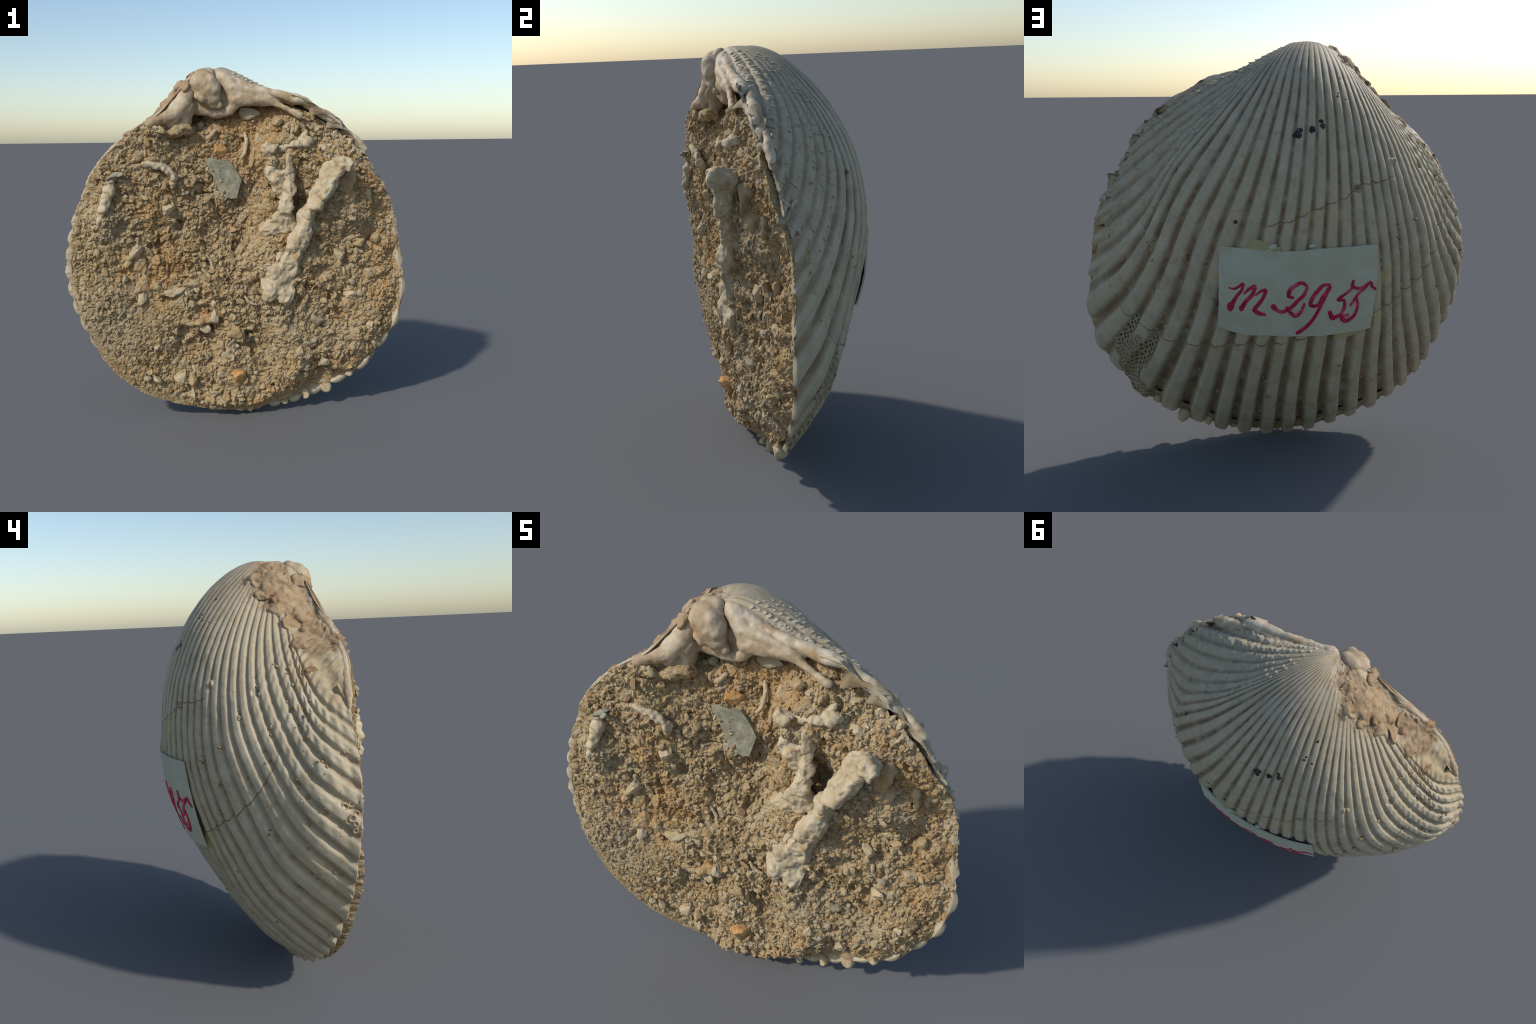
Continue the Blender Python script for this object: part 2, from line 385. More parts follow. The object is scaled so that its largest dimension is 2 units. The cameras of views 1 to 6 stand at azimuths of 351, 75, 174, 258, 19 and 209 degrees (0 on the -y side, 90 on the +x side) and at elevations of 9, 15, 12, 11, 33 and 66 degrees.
def shell_material(ribbed=True):
    k = Nodes('shell_calcite' if ribbed else 'hinge_calcite', rough=.62, spec=.3)
    big = k.noise(2.6, 4); mid = k.noise(11, 5, .6); fine = k.noise(70, 3, .6)
    col = k.ramp(mid, [(.30, (.375, .315, .215)), (.50, (.455, .385, .265)), (.70, (.515, .44, .315))])
    col = k.mix(k.step(big, .42, .66, 0, .55), col, (.47, .385, .245))
    # thin tan stain blotches
    col = k.mix(k.math('MULTIPLY', k.step(k.noise(19, 5, .7), .53, .68), .55), col, (.36, .25, .125))
    # dark freckles
    col = k.mix(k.math('MULTIPLY', k.step(k.noise(95, 2, .5), .655, .73), .6), col, (.22, .17, .12))
    if ribbed:
        uvn = k.n.new('ShaderNodeUVMap'); uvn.uv_map = 'growth'
        u, v, _ = k.sep(uvn.outputs[0])
        rib = k.math('MULTIPLY', u, 50.0)
        f = k.math('ABSOLUTE', k.math('SUBTRACT', k.math('FRACT', k.math('ADD', rib, .5)), .5))
        groove = k.step(f, .22, .46)
        side = k.ramp(u, [(0.0, (.35,)*3), (.16, (.6,)*3), (.20, (1,)*3), (.46, (.9,)*3), (.56, (.42,)*3), (.72, (.34,)*3), (.76, (0,)*3)])
        patch = k.step(k.noise(9, 5, .65), .34, .58, .45, 1.0)
        soil = k.math('MULTIPLY', k.math('MULTIPLY', groove, side), patch)
        col = k.mix(k.math('MULTIPLY', soil, .92), col, k.ramp(k.noise(24, 4), [(.35, (.13, .075, .033)), (.65, (.24, .155, .078))]))
        # sediment grime close to the rim
        rimdirt = k.math('MULTIPLY', k.math('MULTIPLY', k.step(v, .93, 1.0), groove), k.step(k.noise(13, 4), .40, .55))
        col = k.mix(k.math('MULTIPLY', rimdirt, .75), col, (.34, .235, .13))
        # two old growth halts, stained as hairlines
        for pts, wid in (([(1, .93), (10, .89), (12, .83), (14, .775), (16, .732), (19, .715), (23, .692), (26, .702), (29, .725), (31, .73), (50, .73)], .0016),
                         ([(1, .62), (14, .52), (16.25, .505), (18.8, .473), (21, .455), (22.5, .44), (25, .45), (27, .46), (50, .6)], .0015)):
            fc = k.n.new('ShaderNodeFloatCurve'); cv = fc.mapping.curves[0]
            while len(cv.points) < len(pts):
                cv.points.new(.5, .5)
            for q, (a, b) in zip(cv.points, pts):
                q.location = (a / 50, b); q.handle_type = 'VECTOR'
            fc.mapping.update(); k.put(fc.inputs['Value'], u)
            wob = k.math('MULTIPLY_ADD', k.noise(30, 3), .014, -.007)
            d = k.math('ABSOLUTE', k.math('SUBTRACT', k.math('ADD', v, wob), fc.outputs[0]))
            line = k.math('MULTIPLY', k.step(d, wid * .4, wid * 1.5, 1, 0), k.step(k.noise(7, 2), .28, .40))
            span = k.math('MULTIPLY', k.step(u, .18, .24), k.step(u, .60, .66, 1, 0)) if wid > .00155 else k.math('MULTIPLY', k.step(u, .29, .33), k.step(u, .50, .54, 1, 0))
            col = k.mix(k.math('MULTIPLY', k.math('MULTIPLY', line, span), .85), col, (.16, .105, .06))
    wob = k.noise(16, 5, .65)
    ochre = k.union([k.near(p, r, .6, wob, .12) for p, r in OCHRE_SPOTS])
    col = k.mix(k.math('MULTIPLY', ochre, .55), col, k.ramp(k.noise(8, 4), [(.35, (.40, .32, .19)), (.6, (.40, .235, .085))]))
    crust = k.union([k.near(p, r * 1.08, .6, wob, .16) for p, r in CRUST_SPOTS])
    brown = k.ramp(k.noise(13, 5, .65), [(.28, (.15, .088, .042)), (.46, (.27, .175, .092)), (.62, (.36, .26, .155)), (.80, (.46, .385, .27))])
    col = k.mix(k.math('MULTIPLY', crust, .9), col, brown)
    wob2 = k.noise(60, 3, .6)
    yel = k.union([k.near(p, r, .8, wob, .05) for p, r in YELLOW_STAINS])
    col = k.mix(k.math('MULTIPLY', yel, .5), col, (.50, .41, .17))
    ink = k.union([k.near(p, r * 1.35, .25, wob2, .022) for p, r in INK_SPOTS])
    col = k.mix(k.math('MULTIPLY', ink, k.step(k.noise(130, 2), .28, .38)), col, (.022, .024, .028))
    dark_dot = k.union([k.near(p, r, .2, wob2, .004) for p, r in DARK_DOTS])
    col = k.mix(dark_dot, col, (.05, .03, .02))
    k.bump(k.math('ADD', k.math('MULTIPLY', fine, .6), mid), .22, .006)
    return k.done(col)


def hinge_material():
    k = Nodes('hinge_calcite', rough=.6, spec=.3)
    mid = k.noise(9, 5, .62); fine = k.noise(60, 3)
    col = k.ramp(mid, [(.28, (.28, .185, .10)), (.44, (.43, .325, .205)), (.58, (.55, .46, .325)), (.75, (.62, .54, .41))])
    x, y, z = k.sep(k.obj)
    # brown cement on the knob side, cleaner shell to the right
    brown = k.math('MULTIPLY', k.step(x, -.10, .02, 1, 0), k.step(k.noise(6, 4), .38, .62, .25, .9))
    col = k.mix(k.math('MULTIPLY', brown, .62), col, k.ramp(k.noise(17, 4), [(.3, (.21, .12, .055)), (.7, (.38, .26, .145))]))
    col = k.mix(k.math('MULTIPLY', k.step(k.noise(15, 4, .7), .57, .70), .6), col, (.45, .25, .09))
    col = k.mix(k.math('MULTIPLY', k.step(k.noise(85, 2), .70, .76), .5), col, (.14, .10, .07))
    k.bump(k.math('ADD', k.math('MULTIPLY', fine, .5), mid), .3, .008)
    return k.done(col)


def grain_palette(k, value):
    return k.ramp(value, [(0, (0.168, 0.1, 0.0429)), (.10, (0.235, 0.152, 0.0703)), (.26, (0.319, 0.216, 0.104)), (.46, (0.37, 0.264, 0.135)), (.62, (0.403, 0.3, 0.167)),
                          (.78, (0.437, 0.344, 0.211)), (.90, (0.353, 0.3, 0.215)), (1.0, (0.504, 0.424, 0.289))])


def zone_tint(k, col):
    """Rusty and grey districts of the matrix."""
    rust = k.math('MULTIPLY', k.step(k.noise(3.1, 3), .52, .66), k.step(k.noise(22, 4, .7), .42, .58))
    col = k.mix(k.math('MULTIPLY', rust, .55), col, (.46, .245, .085))
    red = k.step(k.noise(27, 3, .6), .68, .74)
    col = k.mix(k.math('MULTIPLY', red, .6), col, (.42, .14, .05))
    spots = k.union([k.near(p, r, .9, k.noise(14, 3), .1) for p, r in (((.03, -.17, 1.45), .16), ((.1, -.2, 1.68), .18), ((-.42, -.25, .92), .17), ((.86, -.2, .95), .2), ((-.3, -.2, 1.6), .12), ((.8, -.2, .7), .16))])
    col = k.mix(k.math('MULTIPLY', spots, .34), col, (.44, .25, .095))
    grey = k.union([k.near(p, r, .9, k.noise(11, 3), .1) for p, r in (((-.72, -.27, .62), .34), ((.3, -.28, .55), .2), ((-.7, -.25, 1.12), .2), ((.55, -.25, .45), .22), ((.55, -.28, 1.2), .2))])
    return k.mix(k.math('MULTIPLY', grey, .38), col, (.33, .29, .20))


def matrix_material():
    k = Nodes('shell_hash_matrix', rough=.9, spec=.15)
    warp = k.noise(18, 3, out='Color')
    vm = k.n.new('ShaderNodeVectorMath'); vm.operation = 'MULTIPLY_ADD'
    k.put(vm.inputs[0], warp); vm.inputs[1].default_value = (.05, .05, .05); k.put(vm.inputs[2], k.obj)
    p = vm.outputs[0]
    c1 = k.sep(k.voronoi(46, vec=p))[0]; c2 = k.sep(k.voronoi(95, vec=p))[1]
    v = k.math('ADD', k.math('MULTIPLY', c1, .55), k.math('MULTIPLY', c2, .45))
    v = k.math('ADD', v, k.math('MULTIPLY_ADD', k.noise(5, 5, .65), 1.0, -.50), clamp=True)
    col = zone_tint(k, grain_palette(k, v))
    h = k.math('ADD', k.voronoi(95, 'Distance', vec=p), k.math('MULTIPLY', k.noise(160, 3), .7))
    k.bump(h, .6, .006)
    return k.done(col)


def grit_material():
    k = Nodes('shell_hash_grit', rough=.85, spec=.2)
    g = k.n.new('ShaderNodeNewGeometry').outputs['Random Per Island']
    v = k.math('ADD', k.math('MULTIPLY', g, .85), k.math('MULTIPLY_ADD', k.noise(5, 5, .65), .9, -.38), clamp=True)
    col = zone_tint(k, grain_palette(k, v))
    col = k.mix(k.math('MULTIPLY', k.noise(90, 3), .35), col, (.34, .23, .13))
    k.bump(k.noise(150, 3), .35, .004)
    return k.done(col)


def stone_material(name, stops, rust=.3, scale=12):
    k = Nodes(name, rough=.8, spec=.2)
    col = k.ramp(k.noise(scale, 5, .62), stops)
    r = k.math('MULTIPLY', k.step(k.noise(scale * 1.7, 4, .7), .54, .68), rust)
    col = k.mix(r, col, (.46, .27, .10))
    col = k.mix(k.math('MULTIPLY', k.step(k.noise(75, 2), .68, .75), .45), col, (.22, .16, .10))
    k.bump(k.math('ADD', k.noise(60, 3), k.noise(scale * 2, 4)), .35, .008)
    return k.done(col)


M_SHELL = shell_material()
M_HINGE = hinge_material()
M_ROCK = matrix_material()
M_GRIT = grit_material()
M_WHITE = stone_material('pale_limestone', [(.30, (0.344, 0.262, 0.152)), (.48, (0.464, 0.377, 0.243)), (.66, (0.55, 0.467, 0.327))], .6)
M_CREAM = stone_material('cream_shell_chip', [(.30, (0.361, 0.262, 0.144)), (.52, (0.464, 0.369, 0.228)), (.72, (0.533, 0.443, 0.304))], .45, 18)
M_GREY = stone_material('grey_plate', [(.30, (.19, .18, .125)), (.50, (.275, .26, .185)), (.70, (.38, .35, .25))], .2, 22)
M_DULL = stone_material('dull_chip', [(.30, (0.258, 0.205, 0.122)), (.50, (0.344, 0.283, 0.179)), (.70, (0.43, 0.361, 0.243))], .25, 16)
M_BEAD = stone_material('bleached_spine', [(.30, (.40, .33, .22)), (.52, (.52, .45, .32)), (.72, (.60, .53, .40))], .2, 22)
M_CRUST = stone_material('brown_cement', [(.28, (.20, .125, .066)), (.46, (.32, .215, .12)), (.62, (.41, .305, .19)), (.80, (.50, .42, .30))], .5, 13)
M_ORANGE = stone_material('rusty_pebble', [(.30, (.40, .19, .065)), (.50, (.55, .29, .10)), (.72, (.62, .42, .22))], .2, 16)
M_TAN = stone_material('tan_pebble', [(.30, (0.292, 0.193, 0.0912)), (.52, (0.387, 0.275, 0.144)), (.72, (0.456, 0.348, 0.205))], .3, 16)


def paper_material(name, c, speck):
    k = Nodes(name, rough=.9, spec=.1)
    col = k.mix(k.step(k.noise(8, 4), .35, .7, 0, .7), c, tuple(x * m for x, m in zip(c, (.90, .86, .76))))
    col = k.mix(k.math('MULTIPLY', k.step(k.noise(14, 5, .7), .56, .72), .35), col, tuple(x * m for x, m in zip(c, (.78, .68, .50))))
    col = k.mix(k.math('MULTIPLY', k.step(k.noise(110, 2), .64, .72), speck), col, (.22, .21, .16))
    k.bump(k.noise(120, 3), .15, .003)
    return k.done(col)


M_PAPER = paper_material('tag_paper', (.50, .50, .39), .4)
M_OLDPAPER = paper_material('yellowed_paper', (.42, .37, .20), .3)
M_TAG_GAP = paper_material('tag_gap_shade', (.11, .08, .05), .3)  # shade of the gap under the tag, put into the colour


def ink_material():
    k = Nodes('red_ink', rough=.7, spec=.15)
    return k.done(k.ramp(k.noise(22, 4, .6), [(.35, (.34, .012, .035)), (.55, (.47, .03, .075)), (.72, (.60, .13, .19))]))


M_INK = ink_material()
# ------------------------------------------------------------------ the shell surface
KEYS = np.array(sorted(KEY_RIBS), float)
SPINES = np.array([KEY_RIBS[int(q)] for q in KEYS])
TIPS = np.array([RIB_TIPS[q] for q in sorted(RIB_TIPS)])
LAST_RIB = 42.0
CENTRE = np.array([0, -.24, 1.0])


SAG = [(6, 2.5, .50, .25, -.012), (7.3, 2.2, .78, .17, -.040), (38.3, 1.5, .40, .25, -.024), (18, 5.0, .81, .07, -.008), (22, 14, .10, .09, .005),
       (32.5, 3.0, .92, .07, .028), (11.5, 2.0, .93, .06, .024), (28, 2.0, .62, .10, .020), (25, 1.6, .60, .10, .008), (19, 6, .955, .035, .020)]


def loft(t, s):
    """Base surface of the valve: rib coordinate t (1..42), growth s (0 beak .. 1 rim); (nt, ns, 3)."""
    g = hermite(KEYS, SPINES, t)
    miss = hermite(np.arange(1, 43), TIPS, t) - g[:, -1]
    g = np.moveaxis(hermite(STATIONS, np.moveaxis(g, 1, 0), s), 0, 1)
    g = g + miss[:, None] * (np.asarray(s) ** 5)[None, :, None]
    # hollows of the real valve: rear slope, front slope by the hinge, belly near the rim
    s = np.asarray(s, float); t = np.asarray(t, float)
    sag = 0
    for t0, wt, s0, ws, d in SAG:
        sag = sag + d * np.exp(-((t[:, None] - t0) / wt) ** 2 - ((s[None] - s0) / ws) ** 2)
    sag = sag * sstep(0, .12, s)[None] * sstep(0, .10, 1 - s)[None]
    out = g - CENTRE
    return g + sag[..., None] * out / (np.linalg.norm(out, axis=2, keepdims=True) + 1e-9)


def band(t, pts):
    return np.interp(t, [p[0] for p in pts], [p[1] for p in pts])


def crust_amount(p):
    m = np.zeros(len(p))
    for c, r in CRUST_SPOTS:
        m = np.maximum(m, 1 - sstep(r * .55, r * 1.02, np.linalg.norm(p - np.array(c), axis=1)))
    return m


def shell_eval(t, s, relief=True):
    """Points and outward normals on the ribbed valve, for a separable (t, s) grid."""
    t = np.asarray(t, float); s = np.asarray(s, float)
    e = 1e-3
    P = loft(t, s)
    sn = np.clip(s, .02, 1)
    dt = loft(t + e, sn) - loft(t - e, sn)
    ds = loft(t, sn + e) - loft(t, sn - e)
    N = np.cross(dt, ds); N /= np.linalg.norm(N, axis=2, keepdims=True) + 1e-12
    if (N * (P - CENTRE)).sum() < 0:
        N = -N
    if not relief:
        return P, N
    width = np.linalg.norm(dt, axis=2) / (2 * e)
    T = t[:, None] * np.ones_like(s)[None]; S = s[None] * np.ones_like(t)[:, None]
    off = T - np.round(T); f = np.abs(off) * 2
    broad = .45 * f**2.2 + .55 * sstep(.40, 1.0, f)
    slim = .8 * sstep(.38, .92, np.clip(f + .12 * off, 0, 1)) + .2 * f**2
    k = sstep(26.0, 29.0, T)
    deep = sstep(.62, .84, S) * sstep(11.5, 13.5, T) * (1 - sstep(25.5, 28, T))
    broad = broad * (1 - deep) + sstep(.38, .86, f) * deep
    prof = broad * (1 - k) + slim * k
    amp = width * band(T, [(1, .05), (2, .10), (8, .12), (9.5, .19), (20, .20), (26, .19), (29, .20), (35, .21), (36.6, .17), (37.5, .10), (39.5, .06), (42, .0)])
    amp = np.minimum(amp * (1 + .75 * deep) * (1 - .4 * sstep(.88, .98, S) * sstep(8.5, 9.5, T) * (1 - sstep(12, 14, T))), .044) * (.12 * sstep(.02, .08, S) + .88 * sstep(.05, .30, S))
    flat = P.reshape(-1, 3)
    crust = crust_amount(flat).reshape(T.shape)
    amp = amp * (1 - .9 * crust) * (1 - .40 * sstep(.90, 1, S) * sstep(26, 29, T))
    # the rear ribs end in saw teeth: a slow rise, then a notch
    fr = T - np.floor(T); saw = np.where(fr < .14, fr / .14, 1 - (fr - .14) / .86)
    k = sstep(.86, .97, S) * (1 - sstep(9.2, 10.2, T))
    h = -amp * prof * (1 - k) - k * saw * np.minimum(.020, width * .28)
    # knotty ribs on the front slope, scaly ribs on the rear slope
    knots = np.cos(S * 150 + 3 * fbm(flat, 6, 2, 3).reshape(T.shape) + np.round(T) * 1.7)
    h += .0030 * knots * (1 - f) * sstep(29.5, 32.5, T) * (1 - sstep(37, 37.6, T)) * sstep(.35, .6, S)
    rough = fbm(flat, 38, 3, 5).reshape(T.shape)
    h += .0055 * rough * (1 - sstep(7.5, 9.5, T)) * sstep(.25, .6, S)
    h += .0016 * rough * sstep(22, 26, T)
    h += (.0045 * vnoise(flat * 75, 6) + .003 * vnoise(flat * 140, 7)).reshape(T.shape) * (1 - sstep(6.5, 9.5, T)) * sstep(.2, .5, S)
    h += (.008 * rough + .006 * fbm(flat, 14, 2, 9).reshape(T.shape)) * sstep(36.6, 37.6, T) * sstep(.2, .4, S)
    h += .0040 * fbm(flat, 9, 2, 8).reshape(T.shape) * sstep(.05, .3, S)
    # faint growth steps
    h += .0012 * vnoise(np.stack([S.ravel() * 70, T.ravel() * .25, 0 * S.ravel()], 1), 21).reshape(T.shape) * sstep(.3, .6, S)
    # brown crust over the beak
    h += crust * (-.003 + .018 * fbm(flat, 15, 3, 12).reshape(T.shape) + .006 * fbm(flat, 60, 2, 13).reshape(T.shape))
    # drill hole and a few knocks
    for c, r, d in (((-.29, .372, 1.35), .021, -.030), ((-.472, .252, 1.456), .020, .012), ((-.632, .09, 1.421), .020, -.008), ((-.40, -.10, 1.83), .02, -.012),
                    ((-.345, -.045, 1.87), .022, -.016), ((-.29, -.03, 1.915), .014, -.012), ((.46, .27, 1.27), .014, -.010)):
        q = np.linalg.norm(P - np.array(c), axis=2)
        h += d * (1 - sstep(r * .55, r, q))
    h *= 1 - sstep(37.3, 38.3, T) * sstep(.60, .95, S)
    h *= 1 - sstep(39.5, 41.5, T)
    return P + N * h[..., None], N


def build_shell(parent):
    per = 14
    t = np.linspace(1, LAST_RIB, int((LAST_RIB - 1) * per) + 1)
    ns = 470
    s = np.linspace(0, 1, ns)
    P, N = shell_eval(t, s)
    # ragged rim: the grooves end a little before the ribs do
    off = t - np.round(t); f = np.abs(off) * 2
    fr = t - np.floor(t); saw = np.where(fr < .10, fr / .10, 1 - (fr - .10) / .90)
    cut = band(t, [(1, .030), (3, .018), (8.5, .014), (9.5, .010), (24, .009), (28, .004), (36, .004), (37, .0), (42, 0)]) * np.where(t < 8.6, saw, f**2)
    end = (1 - cut) * (ns - 1)
    idx = end[:, None] * np.linspace(0, 1, ns)[None]
    i0 = np.clip(idx.astype(int), 0, ns - 2); w = (idx - i0)[..., None]
    r = np.arange(len(t))[:, None]
    P = P[r, i0] * (1 - w) + P[r, i0 + 1] * w
    N = N[r, i0] * (1 - w) + N[r, i0 + 1] * w
    # rounded lip, then a short way down the inside
    thick = band(t, [(1, .018), (4, .024), (7, .026), (20, .026), (30, .030), (36, .028), (38, .010), (42, .004)])[:, None]
    tan = P[:, -1] - P[:, -6]; tan /= np.linalg.norm(tan, axis=1, keepdims=True)
    n1 = N[:, -1]
    rows = [P]; V = [np.tile(s, (len(t), 1))]
    base, bn = shell_eval(t, [.995, 1.0], relief=False)
    inner = base[:, 1] - bn[:, 1] * (thick + .006 * (1 - f[:, None])) - tan * .012
    mid = (P[:, -1] + inner) / 2; half = (P[:, -1] - inner) / 2; hl = np.linalg.norm(half, axis=1, keepdims=True)
    for a in np.linspace(0, math.pi, 9)[1:]:
        rows.append((mid + half * math.cos(a) + tan * math.sin(a) * .22 * hl)[:, None])
        V.append(np.full((len(t), 1), 1 + a * .01))
    back = rows[-1][:, 0]
    for d in (.015, .035, .06, .10):
        rows.append((back - tan * d)[:, None]); V.append(np.full((len(t), 1), 1.04 + d))
    G = np.concatenate(rows, 1); V = np.concatenate(V, 1)
    U = np.tile((t / 50)[:, None], (1, G.shape[1]))
    F = grid_faces(G.shape[0], G.shape[1])
    a, b, c = G.reshape(-1, 3)[F[G.shape[1] * 200 + 200][:3]]
    nrm = np.cross(b - a, c - a)
    if nrm @ (a - CENTRE) < 0:
        F = F[:, ::-1]
    return mesh_object('valve', G.reshape(-1, 3), F, M_SHELL, parent, uv=np.stack([U.ravel(), V.ravel()], 1))


def build_lacy_colony(parent):
    """Net-like crust of bryozoan cells over two ribs near the rim."""
    t = np.linspace(11.1, 13.75, 190); s = np.linspace(.815, .998, 230)
    P, N = shell_eval(t, s); Q, _ = shell_eval(t, s, relief=False)
    T = t[:, None] + 0 * s[None]; S = 0 * t[:, None] + s[None]
    m = np.full(T.shape, 9.0)
    for ct, cs, rt, rs in ((11.55, .862, .22, .035), (11.85, .905, .45, .040), (12.25, .895, .55, .045), (12.35, .945, .45, .04), (12.75, .975, .45, .035), (13.1, .985, .4, .03), (12.55, .86, .22, .035)):
        m = np.minimum(m, np.hypot((T - ct) / rt, (S - cs) / rs))
    flat = Q.reshape(-1, 3)
    m = m + .22 * fbm(flat, 30, 2, 4).reshape(T.shape)
    inside = 1 - sstep(.9, 1.08, m)
    # cells on a jittered hexagonal net laid on the surface
    cell = .0185
    x = (T * .125) / cell; y = (S * 1.75) / cell
    j0 = np.floor(y).astype(np.int64); d1 = np.full(T.shape, 9.0)
    for dj in (-1, 0, 1, 2):
        j = j0 + dj; sh = (j % 2) * .5
        i0 = np.floor(x - sh).astype(np.int64)
        for di in (-1, 0, 1, 2):
            i = i0 + di; z = np.zeros_like(i)
            cx = i + sh + .35 * (hash01(i, j, z, 5) - .5); cy = j + .35 * (hash01(i, j, z, 6) - .5)
            d1 = np.minimum(d1, np.hypot((x - cx) * 1.25, (y - cy)))
    pit = 1 - sstep(.24, .42, d1)
    base = P * .6 + Q * .4
    H = inside * .0065 - (1 - inside) * .012 - pit * inside * .010
    G = base + N * H[..., None]
    F = grid_faces(*T.shape)
    a, b, c = G.reshape(-1, 3)[F[5000][:3]]
    if np.cross(b - a, c - a) @ N.reshape(-1, 3)[F[5000][0]] < 0:
        F = F[:, ::-1]
    k = (pit.ravel()[F].mean(1) > .45)
    keep = inside.ravel()[F].max(1) > .02
    dark = stone_material('colony_pit', [(.3, (.10, .06, .03)), (.7, (.20, .13, .065))], .2, 20)
    pale = stone_material('colony_wall', [(.3, (.27, .215, .13)), (.7, (.38, .32, .21))], .25, 20)
    F = F[keep]; k = k[keep]
    ob = mesh_object('bryozoan_colony', G.reshape(-1, 3), F, [pale, dark], parent)
    ob.data.polygons.foreach_set('material_index', k.astype(np.int32))
    bm = bmesh.new(); bm.from_mesh(ob.data)
    bmesh.ops.delete(bm, geom=[v for v in bm.verts if not v.link_faces], context='VERTS')
    bm.to_mesh(ob.data); bm.free()
    return ob


def frame_at(t, s, relief=True):
    P, N = shell_eval([t, t + .02], [s, min(s + .004, 1.0) if s < 1 else s], relief)
    p = P[0, 0]; n = N[0, 0]
    g = loft(np.array([t]), np.array([max(s - .01, 0), s]))[0]; g = g[1] - g[0]; g /= np.linalg.norm(g)
    return p, n, g


def place(ob_mesh, name, parent, p, n, g, scale):
    """Instance of a small piece: its z along n, its x along g."""
    n = Vector(n).normalized(); g = Vector(g); g = (g - n * g.dot(n)).normalized(); c = n.cross(g)
    from mathutils import Matrix
    M = Matrix((g, c, n)).transposed().to_4x4()
    ob = bpy.data.objects.new(name, ob_mesh); link(ob, parent)
    ob.matrix_local = Matrix.Translation(Vector(p)) @ M @ Matrix.Diagonal((*scale, 1))
    return ob


def scale_mesh():
    """A small cupped spine that leans towards the rim."""
    n, m = 9, 12
    v = []
    for i in range(n):
        h = i / (n - 1)
        for j in range(m):
            a = 2 * math.pi * j / m
            r = (1 - h) ** .8
            v.append((.55 * r * math.cos(a) + .75 * h ** 1.4, r * math.sin(a) * (1 - .15 * h), 1.15 * h - .25))
    F = grid_faces(n, m, wrap=True)
    me_ob = mesh_object('rib_spine_shape', v, F, M_SHELL_PLAIN)
    me = me_ob.data; bpy.data.objects.remove(me_ob)
    return me
